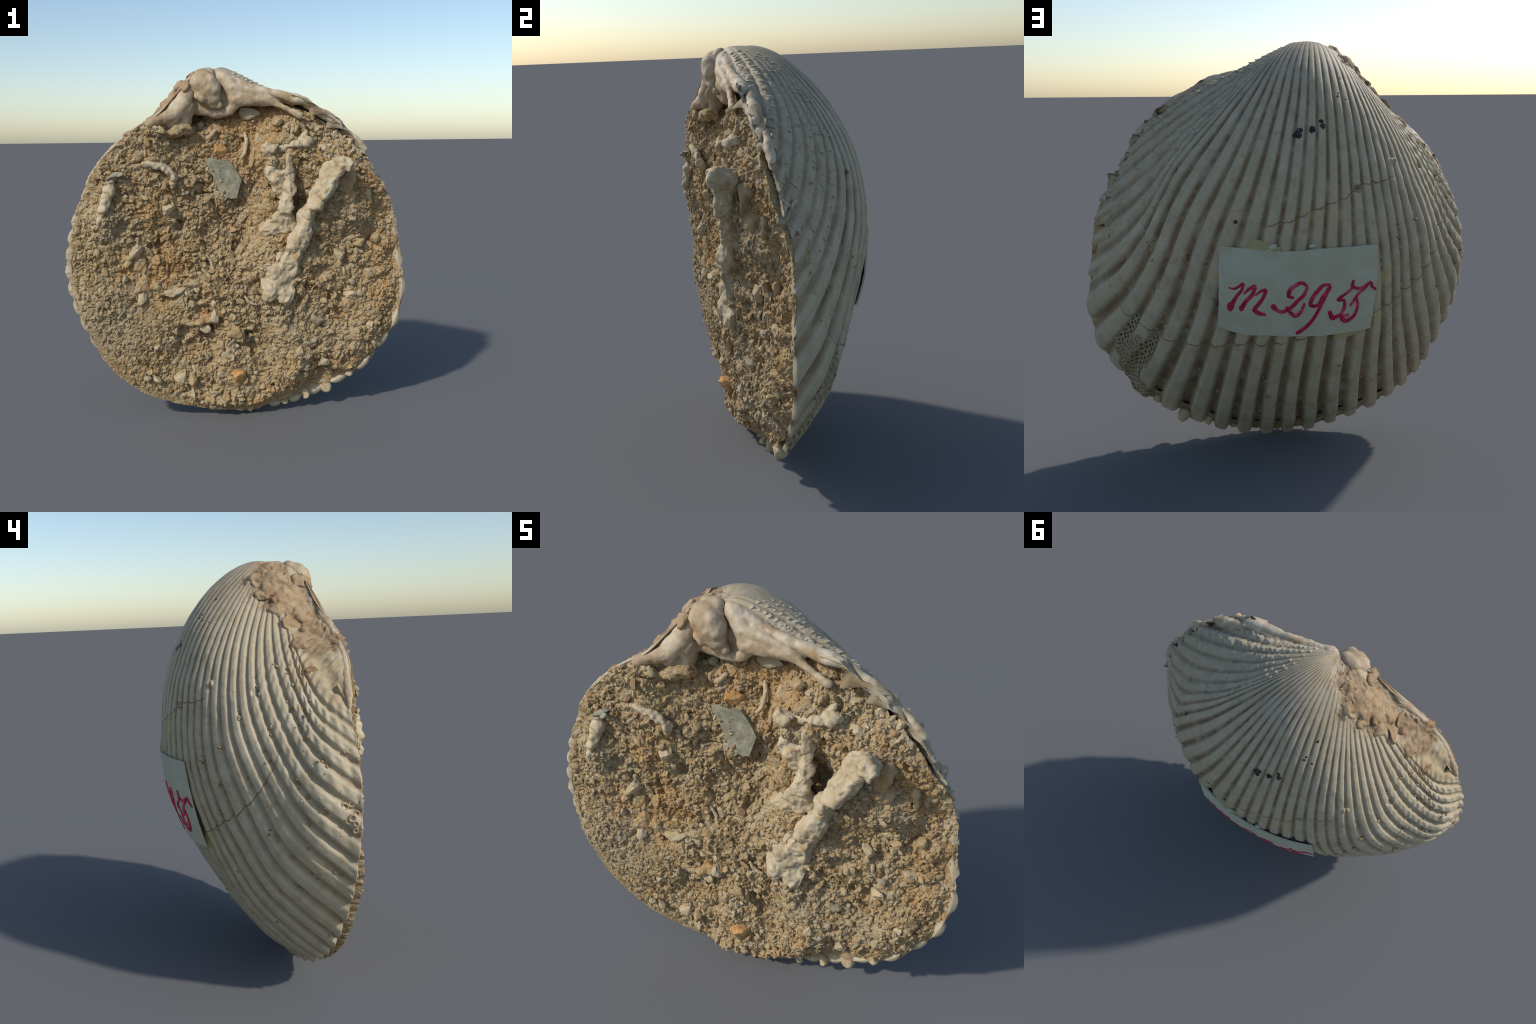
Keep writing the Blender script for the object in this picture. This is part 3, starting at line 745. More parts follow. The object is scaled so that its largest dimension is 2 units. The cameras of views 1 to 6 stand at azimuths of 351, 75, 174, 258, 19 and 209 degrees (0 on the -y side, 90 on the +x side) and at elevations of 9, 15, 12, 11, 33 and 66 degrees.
# ------------------------------------------------------------------ the stone fill
# height anchors of the broken face: (x, z) -> y
FACE = [
    (-0.205, 1.489, -0.183), (-0.07, 1.485, -0.168), (0, 1.37, -0.163), (-0.1, 1.255, -0.183), (-0.027, 1.27, -0.178), (0.028, 1.628, -0.16), (0.006, 1.495, -0.163),
    (-0.534, 1.472, -0.305), (-0.4, 1.36, -0.275), (-0.785, 1.163, -0.31), (-0.664, 1.423, -0.29), (-0.74, 1.3, -0.295), (-0.6, 1.25, -0.265), (-0.499, 1.183, -0.272),
    (-0.356, 1.123, -0.21), (0.238, 0.66, -0.265), (0.06, 0.72, -0.237), (0.25, 1.5, -0.28), (0.278, 1.4, -0.24), (0.149, 1.543, -0.28), (0.13, 1, -0.26),
    (0.08, 0.88, -0.258), (0.556, 0.841, -0.245), (0.749, 0.817, -0.215), (0.729, 0.504, -0.26), (-0.036, 0.269, -0.295), (0.505, 0.684, -0.242), (0.593, 0.708, -0.235),
    (0.32, 0.364, -0.285), (-0.104, 0.356, -0.28), (-0.365, 0.252, -0.235), (-0.03, 0.999, -0.175), (-0.162, 0.596, -0.265), (0.42, 1.42, -0.3), (0.42, 1.25, -0.28),
    (0.35, 1.1, -0.28), (0.33, 1.23, -0.11), (0.3, 1.13, -0.18), (0.55, 1.36, -0.3), (0.53, 1.2, -0.28), (0.62, 1.3, -0.265), (0.73, 1.274, -0.235), (0.78, 1.05, -0.18),
    (0.47, 1.02, -0.245), (0.487, 1.55, -0.26), (0.62, 1.48, -0.265), (0.436, 1.66, -0.225), (0.3, 1.7, -0.25), (0.148, 1.431, -0.26), (-0.204, 0.926, -0.228),
    (-0.383, 0.754, -0.265), (-0.455, 1.04, -0.238), (-0.3, 1, -0.25), (-0.22, 1.15, -0.21), (-0.583, 1.496, -0.295), (-0.651, 1.526, -0.285), (-0.467, 1.62, -0.285),
    (-0.265, 1.648, -0.19), (-0.356, 1.515, -0.248), (-0.117, 1.528, -0.165), (-0.178, 1.623, -0.185), (0.105, 1.592, -0.175), (0.455, 1.595, -0.22),
    (0.612, 1.55, -0.245), (0.229, 1.637, -0.25), (-0.25, 1.71, -0.11), (-0.2, 1.7, -0.13), (-0.05, 1.7, -0.16), (0.05, 1.7, -0.17), (0.359, 0.246, -0.242),
    (0.281, 0.174, -0.238), (0.558, 0.25, -0.225), (0.4, 0.14, -0.14), (0.52, 0.17, -0.13), (0.85, 0.62, -0.2), (0.86, 0.45, -0.205), (-0.4, 0.16, -0.225),
    (0.5, 0.45, -0.265), (-0.7, 1.53, -0.292), (-0.6, 1.6, -0.298), (-0.5, 1.655, -0.292), (-0.9, 0.87, -0.26), (-0.9, 1, -0.268), (-0.86, 1.2, -0.272),
    (-0.76, 1.42, -0.29), (0.84, 1.2, -0.21), (0.885, 0.9, -0.2), (0.72, 0.36, -0.23), (0, 1.8, -0.11), (-0.2, 1.8, -0.11), (0.2, 1.76, -0.17), (-0.4, 1.72, -0.21),
    (0.35, 1.75, -0.2), (0.03, 1.2, -0.155), (0.07, 1.3, -0.15), (0.1, 1.4, -0.155), (0.1, 0.38, -0.215), (0.03, 0.5, -0.225), (-0.3, 0.4, -0.205),
    (-0.16, 0.08, -0.268), (0, 0.07, -0.262), (0.62, 1.08, -0.26), (0.36, 1.34, -0.245), (0.34, 0.84, -0.295), (-0.773, 0.744, -0.298), (-0.678, 0.907, -0.265),
    (-0.678, 0.656, -0.287), (-0.659, 0.713, -0.277), (-0.564, 0.999, -0.24), (-0.81, 0.946, -0.28), (-0.616, 0.697, -0.255), (-0.571, 0.726, -0.262),
    (-0.683, 0.545, -0.284), (-0.483, 0.453, -0.264), (-0.545, 0.366, -0.249), (-0.558, 0.311, -0.242), (-0.551, 0.258, -0.248), (-0.357, 0.252, -0.255),
    (-0.07, 0.508, -0.262), (0.019, 0.6, -0.24), (0.059, 0.649, -0.24), (0.131, 0.643, -0.25), (-0.161, 0.574, -0.262), (-0.216, 0.486, -0.212), (-0.123, 0.48, -0.24),
    (-0.8, 0.55, -0.28), (-0.7, 0.4, -0.276), (-0.7, 1.12, -0.275), (0.85, 0.82, -0.245), (-0.25, 0.67, -0.238), (-0.33, 0.64, -0.272), (0.22, 0.5, -0.295),
    (0.17, 1.22, -0.268), (0.41, 1.42, -0.325), (0.62, 1.16, -0.295), (-0.22, 0.17, -0.208), (0.6, 0.57, -0.217), (0.42, 0.28, -0.207), (-0.3, 0.88, -0.225),
    (-0.22, 0.76, -0.272), (0.85, 0.95, -0.243), (0.63, 0.68, -0.248), (0.42, 0.52, -0.237), (0.36, 0.2, -0.212), (-0.62, 0.33, -0.258), (0.05, 1.1, -0.185),
    (-0.2, 1.02, -0.2)]


def face_relief():
    a = np.array(FACE)
    return rbf_fit(a[:, :2], a[:, 2], 6e-4)


FACE_AT = face_relief()


def rock_outline():
    """Boundary of the fill in the x-z plane, as radius over angle round (0, .95)."""
    inset = {1: .10, 2: .055, 3: .045, 4: .03}
    pts = []
    for q in range(2, 41):
        x, _, z = RIB_TIPS[q]
        i = inset.get(q, .010 if q < 9 else .016 if q < 24 else .010 if q < 28 else .020 if q < 36 else .004)
        if 13 <= q <= 17:
            i = .055
        d = np.array([x, z - .95]); d *= 1 - i / np.linalg.norm(d)
        pts.append(d)
    for x, z in ((-.44, 1.715), (-.30, 1.78), (-.15, 1.82), (0, 1.83), (.15, 1.81), (.32, 1.77)):
        pts.append(np.array([x, z - .95]))
    pts = np.array(pts)
    ang = np.arctan2(pts[:, 0], pts[:, 1]); r = np.hypot(*pts.T)
    o = np.argsort(ang); ang, r = ang[o], r[o]
    A = np.r_[ang - 2*math.pi, ang, ang + 2*math.pi]; R = np.r_[r, r, r]
    ry = []
    for q in range(1, 43):
        x, y, z = RIB_TIPS[q]; ry.append((math.atan2(x, z - .95), y))
    ry = sorted(ry); ya = np.array([q[0] for q in ry]); yy = np.array([q[1] for q in ry])
    return (lambda a: np.interp(a, A, R)), (lambda a: np.interp(a, ya, yy, period=2 * math.pi))


def face_detail(x, z, y):
    """Displacement towards the viewer's side (-y): clods, overlapping chips, grains, pits."""
    p = np.stack([x, y * 0, z], 1)
    fine = sstep(.05, .6, np.clip((-x - .25) / .6, 0, 1) * np.clip((1.05 - z) / .5, 0, 1) * 2)      # the sandy lower left
    wx = x + .010 * fbm(p, 25, 2, 61); wz = z + .010 * fbm(p, 25, 2, 62)
    d = .016 * fbm(p, 5.5, 3, 1) * (1 - .5 * fine)
    d += .014 * (.45 - np.abs(fbm(p, 9.5, 2, 14))) * (1 - .7 * fine)
    d += .010 * chip_plates(wx, wz, .15, 2) * (1 - .85 * fine)
    d += .012 * chip_plates(wx, wz, .085, 3) * (1 - .75 * fine)
    coarse = .45 + 1.1 * sstep(-.35, .35, fbm(p, 4.5, 2, 33))                   # smooth patches beside rough ones
    d += .0115 * chip_plates(wx, wz, .042, 5) * (1 - .45 * fine) * coarse
    d += .0066 * chip_plates(wx, wz, .0225, 7) * (.5 + .5 * coarse)
    d += .0036 * chip_plates(wx, wz, .0125, 9)
    d += .0022 * fbm(p, 120, 2, 11)
    for cx, cz, r, dep in ((-.356, 1.123, .028, .05), (-.03, 1.0, .034, .055), (-.47, 1.035, .03, .04), (-.515, 1.016, .018, .03), (.505, .684, .016, .035), (.593, .708, .018, .03), (.06, .40, .03, .03),
                           (.03, .49, .022, .03), (-.2, .50, .04, .03), (-.67, 1.116, .05, .030), (-.345, 1.585, .07, .025), (-.015, 1.265, .05, .030), (-.424, .728, .045, .030), (-.266, .72, .038, .030), (-.345, .506, .045, .030),
                           (.043, .447, .030, .035), (-.15, .555, .05, .022), (.29, .547, .05, .025), (.572, .668, .03, .025), (.43, .835, .045, .030), (.41, 1.02, .045, .030), (.54, .58, .05, .022), (.52, .426, .05, .020), (.60, .90, .04, .02), (.19, 1.40, .02, .02), (.33, 1.62, .03, .03), (-.24, 1.70, .06, .05)):
        q = np.hypot((x - cx), (z - cz) * .9) + .012 * fbm(p, 40, 2, 71)
        d -= dep * (1 - sstep(r * .6, r * 1.15, q))
    return d


def build_matrix(parent):
    n = 600
    g = np.linspace(-1, 1, n)
    a, b = np.meshgrid(g, g, indexing='ij')
    big = np.maximum(np.abs(a), np.abs(b)); ln = np.hypot(a, b) + 1e-9
    rho = big; ux, uz = a / ln, b / ln                       # square to disc
    # even out the corners: concentric map
    phi = np.where(np.abs(a) > np.abs(b), (math.pi / 4) * b / np.where(np.abs(a) < 1e-9, 1e-9, a), math.pi / 2 - (math.pi / 4) * a / np.where(np.abs(b) < 1e-9, 1e-9, b))
    rr = np.where(np.abs(a) > np.abs(b), a, b)
    dx, dz = rr * np.cos(phi), rr * np.sin(phi)
    ang = np.arctan2(dx, dz).ravel(); rho = np.hypot(dx, dz).ravel()
    outline, rim_y = rock_outline()
    R = outline(ang)
    x = np.sin(ang) * R * rho; z = .95 + np.cos(ang) * R * rho
    y0 = FACE_AT(np.stack([x, z], 1))
    # jagged stone border
    p = np.stack([x, 0 * x, z], 1)
    d = face_detail(x, z, y0)
    top = sstep(.60, .75, np.cos(ang))                      # under the hinge the border stays deep
    w = sstep(.93, 1.0, rho) * (1 - top)
    y = y0 - (d - d.mean()) * (1 - .5 * w)
    y = y * (1 - w) + np.clip(y, rim_y(ang) - .045, rim_y(ang) - .004 + .010 * fbm(p, 30, 2, 83)) * w
    jx = .006 * fbm(p, 55, 2, 81); jz = .006 * fbm(p, 55, 2, 82)
    v = np.stack([x + jx, y, np.maximum(z + jz, .004)], 1)
    F = grid_faces(n, n)
    q = v[F[n * 300 + 300][:3]]
    if np.cross(q[1] - q[0], q[2] - q[0])[1] > 0:
        F = F[:, ::-1]
    # a skirt that carries the border back into the shell
    ob = mesh_object('rock_matrix', v, F, M_ROCK, parent)
    idx = np.arange(n * n).reshape(n, n)
    ring = np.concatenate([idx[0, :-1], idx[:-1, -1], idx[-1, :0:-1], idx[:0:-1, 0]])
    e = v[ring]; c = np.array([0, 0, .95])
    rows = [e]
    ry = rim_y(np.arctan2(e[:, 0], e[:, 2] - .95))
    for k, (sh, back) in enumerate(((.985, .010), (.91, .035), (.80, .06))):
        w = c + (e - c) * np.array([sh, 1, sh]); w[:, 1] = np.maximum(e[:, 1], ry) + back
        rows.append(w)
    S = np.concatenate(rows); m = len(ring)
    Fs = grid_faces(4, m, wrap=True)
    q = S[Fs[10][:3]]
    if np.cross(q[1] - q[0], q[2] - q[0]) @ (q[0] - c) < 0:
        Fs = Fs[:, ::-1]
    sk = mesh_object('matrix_flank', S, Fs, M_ROCK, ob)
    return ob, v, rho


def build_grit(parent, v, rho):
    """Thousands of angular chips sitting in the face."""
    rng = np.random.default_rng(5)
    V, F = ico(2)
    shapes = []
    for i in range(10):
        w = V + rng.normal(0, .10, V.shape)
        for _ in range(5):                                     # cut facets
            n = rng.normal(0, 1, 3); n /= np.linalg.norm(n); c = rng.uniform(.35, .75)
            h = w @ n - c
            w = w - np.maximum(h, 0)[:, None] * n
        shapes.append(w)
    pick = rng.choice(len(v), 12000, replace=False)
    pick = pick[rho[pick] < .985][:9000]
    allv, allf = [], []
    for j, i in enumerate(pick):
        p = v[i]
        fine = p[0] < -.3 and p[2] < .95
        L = rng.lognormal(-4.72 if not fine else -5.0, .50)
        L = min(L, .030)
        sc = np.array([1, rng.uniform(.45, .8), rng.uniform(.22, .55)]) * L
        # random frame, flat side mostly facing out
        n = np.array([0, -1, 0]) + rng.normal(0, .55, 3); n /= np.linalg.norm(n)
        g = rng.normal(0, 1, 3); g -= n * (g @ n); g /= np.linalg.norm(g); c = np.cross(n, g)
        w = shapes[j % 10] * sc
        w = w[:, :1] * g + w[:, 1:2] * c + w[:, 2:] * n + p + n * sc[2] * rng.uniform(-.1, .5)
        allv.append(w); allf.append(F + 42 * j)
    ob = mesh_object('grit', np.concatenate(allv), np.concatenate(allf), M_GRIT, parent, smooth=False)
    ob['kind'] = 'stuff'
    return ob
# ------------------------------------------------------------------ hinge
def build_hinge(parent):
    rough = ((14, .006), (45, .0025))
    knob = blob('hinge_tooth', [
        [(-.205, -.215, 1.895, .080), (-.185, -.225, 1.86, .075), (-.165, -.230, 1.82, .055), (-.155, -.225, 1.795, .042)],
        [(-.215, -.190, 1.945, .035), (-.165, -.200, 1.955, .030)],
        [(-.165, -.262, 1.915, .034), (-.15, -.25, 1.87, .045)],
        [(-.212, -.262, 1.812, .024), (-.235, -.245, 1.83, .03)],
        [(-.122, -.235, 1.780, .022), (-.14, -.225, 1.79, .028)],
    ], M_HINGE, parent, .007, ((11, .008), (28, .005), (60, .002)), 3)
    plate = blob('hinge_plate', [
        # solid back of the hinge
        [(-.25, -.205, 1.895, .030), (-.30, -.228, 1.850, .030), (-.345, -.242, 1.800, .028), (-.40, -.258, 1.745, .024), (-.47, -.272, 1.698, .020), (-.55, -.280, 1.662, .016)],
        [(-.12, -.185, 1.945, .030), (-.06, -.195, 1.927, .028), (0, -.200, 1.900, .026), (.06, -.205, 1.878, .024)],
        [(-.31, -.22, 1.800, .035), (-.41, -.25, 1.718, .026), (-.50, -.268, 1.672, .022), (-.60, -.272, 1.622, .017), (-.70, -.268, 1.545, .014), (-.78, -.258, 1.465, .012), (-.85, -.248, 1.35, .009)],
        [(-.285, -.165, 1.835, .040), (-.22, -.15, 1.90, .06), (-.13, -.150, 1.915, .06), (-.06, -.155, 1.885, .055), (.02, -.165, 1.86, .045), (.10, -.18, 1.845, .036), (.20, -.195, 1.825, .030), (.30, -.205, 1.805, .028)],
        [(-.29, -.17, 1.775, .045), (-.20, -.16, 1.82, .06), (-.11, -.165, 1.82, .06), (-.03, -.18, 1.82, .05)],
        # left limb from the beak down the front margin
        [(-.280, -.215, 1.868, .034), (-.315, -.235, 1.800, .045), (-.365, -.250, 1.742, .043), (-.425, -.265, 1.708, .036), (-.48, -.275, 1.695, .030), (-.56, -.280, 1.660, .019), (-.64, -.282, 1.610, .016), (-.71, -.278, 1.548, .014), (-.78, -.268, 1.466, .012), (-.845, -.255, 1.365, .010)],
        [(-.30, -.215, 1.77, .05), (-.305, -.200, 1.71, .045), (-.32, -.215, 1.66, .028)],
        [(-.40, -.235, 1.69, .03), (-.35, -.22, 1.66, .028), (-.28, -.215, 1.645, .024)],
        [(-.357, -.262, 1.722, .013), (-.359, -.262, 1.695, .012)],
        # arch below the tooth
        [(-.27, -.185, 1.765, .035), (-.20, -.185, 1.755, .032), (-.13, -.19, 1.738, .030), (-.06, -.20, 1.755, .034), (-.03, -.205, 1.80, .04)],
        # right limb: a tapering plate
        [(-.09, -.200, 1.93, .040), (-.055, -.215, 1.875, .042), (-.03, -.215, 1.83, .046)],
        [(-.03, -.215, 1.82, .050), (.04, -.222, 1.815, .044), (.10, -.228, 1.812, .038), (.155, -.232, 1.806, .030), (.20, -.238, 1.79, .020)],
        [(-.05, -.235, 1.872, .026), (.02, -.232, 1.865, .026), (.08, -.236, 1.848, .024), (.14, -.24, 1.825, .02), (.19, -.245, 1.80, .016)],
        [(.19, -.24, 1.79, .017), (.25, -.252, 1.762, .017), (.30, -.262, 1.735, .020), (.325, -.262, 1.722, .023)],
    ], M_HINGE, parent, .007, ((10, .006), (24, .005), (55, .0025)), 3)
    blob('shell_margin', [
        [(.03, -.205, 1.888, .018), (.10, -.212, 1.868, .022), (.17, -.220, 1.850, .026), (.24, -.222, 1.832, .032), (.31, -.222, 1.812, .034), (.365, -.222, 1.805, .022)],
        [(.375, -.200, 1.785, .020), (.42, -.205, 1.760, .026), (.48, -.212, 1.728, .030), (.53, -.218, 1.700, .030), (.568, -.224, 1.678, .020)],
        [(.60, -.200, 1.645, .016), (.65, -.200, 1.600, .022), (.70, -.205, 1.552, .024), (.724, -.207, 1.532, .015)],
    ], M_HINGE, parent, .0085, ((22, .006), (60, .002)))
    return plate


# ------------------------------------------------------------------ clasts of the fill
def path_tube(name, pts, mat, parent, noise=((30, .004),), flat=1.0, voxel=.006):
    return blob(name, [pts], mat, parent, voxel, tuple(noise) + ((60, .003),), 1, flat, broken=.7 if max(p[3] for p in pts) > .0145 else 0.0)


def angular(name, p, size, mat, parent, tilt=(0, 0, 0), seed=0, facets=9, sub=4, noise=.05):
    """One broken stone: a ball cut by random planes, roughened; size is (width x, depth y, height z)."""
    rng = np.random.default_rng(100 + seed)
    V, F = ico(sub)
    for _ in range(facets):
        n = rng.normal(0, 1, 3); n /= np.linalg.norm(n); c = rng.uniform(.5, .85)
        h = V @ n - c
        V = V - np.maximum(h, 0)[:, None] * n
    V = V * (1 + noise * fbm(V + seed * 3.1, 3.5, 3, seed)[:, None] + noise * .5 * fbm(V + seed, 9, 2, seed + 1)[:, None])
    ob = mesh_object(name, V * np.array(size) / 2, F, mat, parent)
    ob.location = p; ob.rotation_euler = tilt
    return ob


def build_clasts(parent):
    craggy = ((7, .016), (20, .014), (48, .009))
    weld('limestone_clast', [
        ((.205, -.288, .80), (.19, .13, .20), (.1, .45, 0)), ((.150, -.278, .755), (.13, .11, .13), (0, .2, .2)), ((.235, -.292, .73), (.11, .12, .12), (0, .6, 0)),
        ((.250, -.296, .90), (.15, .13, .26), (.05, .40, 0)), ((.300, -.300, 1.03), (.115, .12, .26), (.1, .42, .2)),
        ((.352, -.285, 1.14), (.090, .11, .22), (.12, .40, 0)), ((.405, -.315, 1.25), (.085, .11, .20), (.15, .42, .3)),
        ((.455, -.335, 1.34), (.10, .13, .20), (.2, .48, 0)), ((.505, -.355, 1.42), (.125, .14, .19), (.2, .62, .1)),
        ((.530, -.385, 1.455), (.085, .10, .10), (.2, .7, 0)), ((.550, -.400, 1.458), (.085, .10, .065), (.3, .7, .4))],
        M_WHITE, parent, .0065, craggy)
    weld('limestone_clast', [
        ((.262, -0.272, 1.42), (.062, .10, .21), (0, .03, 0)), ((.252, -0.267, 1.30), (.075, .10, .14), (0, .2, .3)),
        ((.175, -0.252, 1.42), (.11, .10, .17), (.1, -.15, 0)), ((.205, -0.250, 1.33), (.08, .10, .15), (.1, -.35, 0)),
        ((.235, -0.260, 1.22), (.09, .10, .16), (0, .1, .2)), ((.225, -0.242, 1.12), (.18, .11, .19), (0, -.2, 0)), ((.16, -0.247, 1.10), (.12, .09, .14), (0, .4, 0)),
        ((.150, -0.272, 1.545), (.085, .09, .085), (0, .3, 0)), ((.225, -0.264, 1.545), (.11, .07, .05), (0, -.5, 0)), ((.300, -0.262, 1.572), (.14, .08, .055), (0, -.2, .2)), ((.36, -0.262, 1.582), (.08, .08, .06), (0, .3, 0))],
        M_WHITE, parent, .006, ((9, .012), (24, .012), (52, .008)))
    weld('limestone_clast', [
        ((.53, -.245, 1.19), (.20, .11, .14), (.1, .5, 0)), ((.50, -.25, 1.25), (.14, .11, .13), (0, .2, .3)), ((.575, -.27, 1.33), (.12, .13, .17), (.2, .4, 0)), ((.60, -.25, 1.25), (.10, .10, .14), (0, 0, .4))],
        M_TAN, parent, .0065, craggy)
    # clods of the matrix itself that stand out of the face
    clod = ((9, .016), (28, .012), (70, .006))
    for pts in ([((-.605, -.232, 1.0), (.09, .08, .13)), ((-.585, -.235, .90), (.08, .07, .15)), ((-.572, -.242, .77), (.09, .07, .15))],
                [((-.50, -.235, .79), (.13, .07, .07)), ((-.40, -.24, .765), (.15, .08, .07)), ((-.29, -.24, .79), (.12, .08, .08))],
                [((-.32, -.25, .575), (.12, .06, .05)), ((-.22, -.25, .585), (.12, .07, .05))],
                [((-.45, -.275, 1.645), (.09, .06, .05)), ((-.375, -.265, 1.638), (.10, .07, .05)), ((-.305, -.245, 1.648), (.09, .07, .05))],
                [((-.57, -.265, 1.505), (.10, .06, .06)), ((-.50, -.26, 1.535), (.10, .06, .05))],
                [((.70, -.20, 1.34), (.10, .09, .12)), ((.74, -.19, 1.22), (.08, .08, .14))]):
        weld('matrix_clod', [(c, sz, (.1 * i, .25 * (-1) ** i, .2 * i)) for i, (c, sz) in enumerate(pts)], M_ROCK, parent, .0065, clod, 8)
    # wing of broken plates at the upper right
    angular('shell_fragment', (.47, -.265, 1.535), (.13, .05, .05), M_CREAM, parent, (0, .75, 0), 3, 12)
    angular('shell_fragment', (.405, -.225, 1.60), (.075, .05, .035), M_CREAM, parent, (.3, -.3, 0), 4)
    angular('shell_fragment', (.345, -.25, 1.61), (.05, .05, .09), M_WHITE, parent, (.2, .5, 0), 5)
    # grey flat plate
    n = np.array([[-.205, -.192, 1.489], [-.165, -.19, 1.497], [-.12, -.186, 1.482], [-.07, -.182, 1.485], [-.03, -.182, 1.43], [.003, -.180, 1.37], [-.012, -.186, 1.32], [-.027, -.193, 1.27],
                  [-.06, -.196, 1.265], [-.075, -.197, 1.275], [-.099, -.197, 1.25], [-.125, -.197, 1.31], [-.15, -.196, 1.37], [-.17, -.195, 1.42]])
    m = len(n); k = 14
    c = n.mean(0)
    rings = [c + (n - c) * q + np.array([0, -.014, 0]) for q in np.linspace(.02, 1, k)]
    rings += [n + np.array([0, .014, 0]), c + (n - c) * .6 + np.array([0, .05, 0])]
    v = np.concatenate(rings); v = v + np.stack([0 * v[:, 0], .004 * fbm(v, 30, 3, 3), 0 * v[:, 0]], 1)
    F = grid_faces(len(rings), m, wrap=True, flip=True)
    plate = mesh_object('grey_plate', v, F, M_GREY, parent, smooth=False)
    # curved slivers and valves
    path_tube('shell_fragment', [(.028, -.165, 1.632, .010), (.038, -.178, 1.59, .012), (.030, -.182, 1.545, .012), (.020, -.19, 1.51, .012), (.004, -.192, 1.495, .011)], M_CREAM, parent)
    path_tube('shell_fragment', [(-.545, -.300, 1.468, .020), (-.50, -.308, 1.468, .019), (-.45, -.305, 1.452, .021), (-.41, -.302, 1.430, .026), (-.38, -.295, 1.395, .027), (-.392, -.275, 1.35, .020)], M_WHITE, parent, ((22, .008), (50, .003)))
    path_tube('shell_fragment', [(-.715, -.295, 1.375, .032), (-.735, -.30, 1.32, .034), (-.755, -.305, 1.26, .034), (-.775, -.308, 1.20, .034), (-.785, -.305, 1.172, .028)], M_WHITE, parent, ((16, .010), (45, .003)))
    angular('shell_fragment', (-.668, -.332, 1.414), (.045, .055, .030), M_GREY, parent, (0, -.4, .5), 9, 12)
    angular('shell_fragment', (-.695, -.312, 1.408), (.105, .045, .05), M_GREY, parent, (0, -.55, .2), 8, 10)
    path_tube('shell_fragment', [(-.235, -.165, 1.605, .016), (-.20, -.18, 1.600, .018), (-.165, -.188, 1.615, .017), (-.14, -.19, 1.645, .014)], M_CREAM, parent)
    path_tube('shell_fragment', [(.005, -.268, .715, .008), (.020, -.272, .690, .010), (.045, -.272, .672, .010), (.07, -.27, .665, .008)], M_CREAM, parent, ((40, .002),))
    path_tube('shell_fragment', [(.415, -.238, .81, .008), (.44, -.245, .795, .009), (.452, -.245, .765, .010), (.445, -.242, .735, .008)], M_CREAM, parent, ((40, .002),))
    path_tube('shell_fragment', [(-.24, -.225, .955, .010), (-.255, -.232, .915, .012), (-.225, -.235, .87, .012), (-.19, -.235, .83, .012), (-.17, -.235, .80, .010)], M_CREAM, parent)
    path_tube('shell_fragment', [(-.215, -.225, .955, .010), (-.185, -.232, .92, .012), (-.17, -.235, .87, .012)], M_WHITE, parent)
    path_tube('worm_tube', [(.724, -.245, 1.30, .020), (.728, -.250, 1.27, .022), (.733, -.252, 1.235, .022)], M_TAN, parent, ((40, .002),))
    path_tube('shell_fragment', [(.46, -.225, 1.33, .010), (.50, -.24, 1.24, .012), (.47, -.25, 1.16, .012), (.54, -.25, 1.13, .010)], M_GREY, parent)
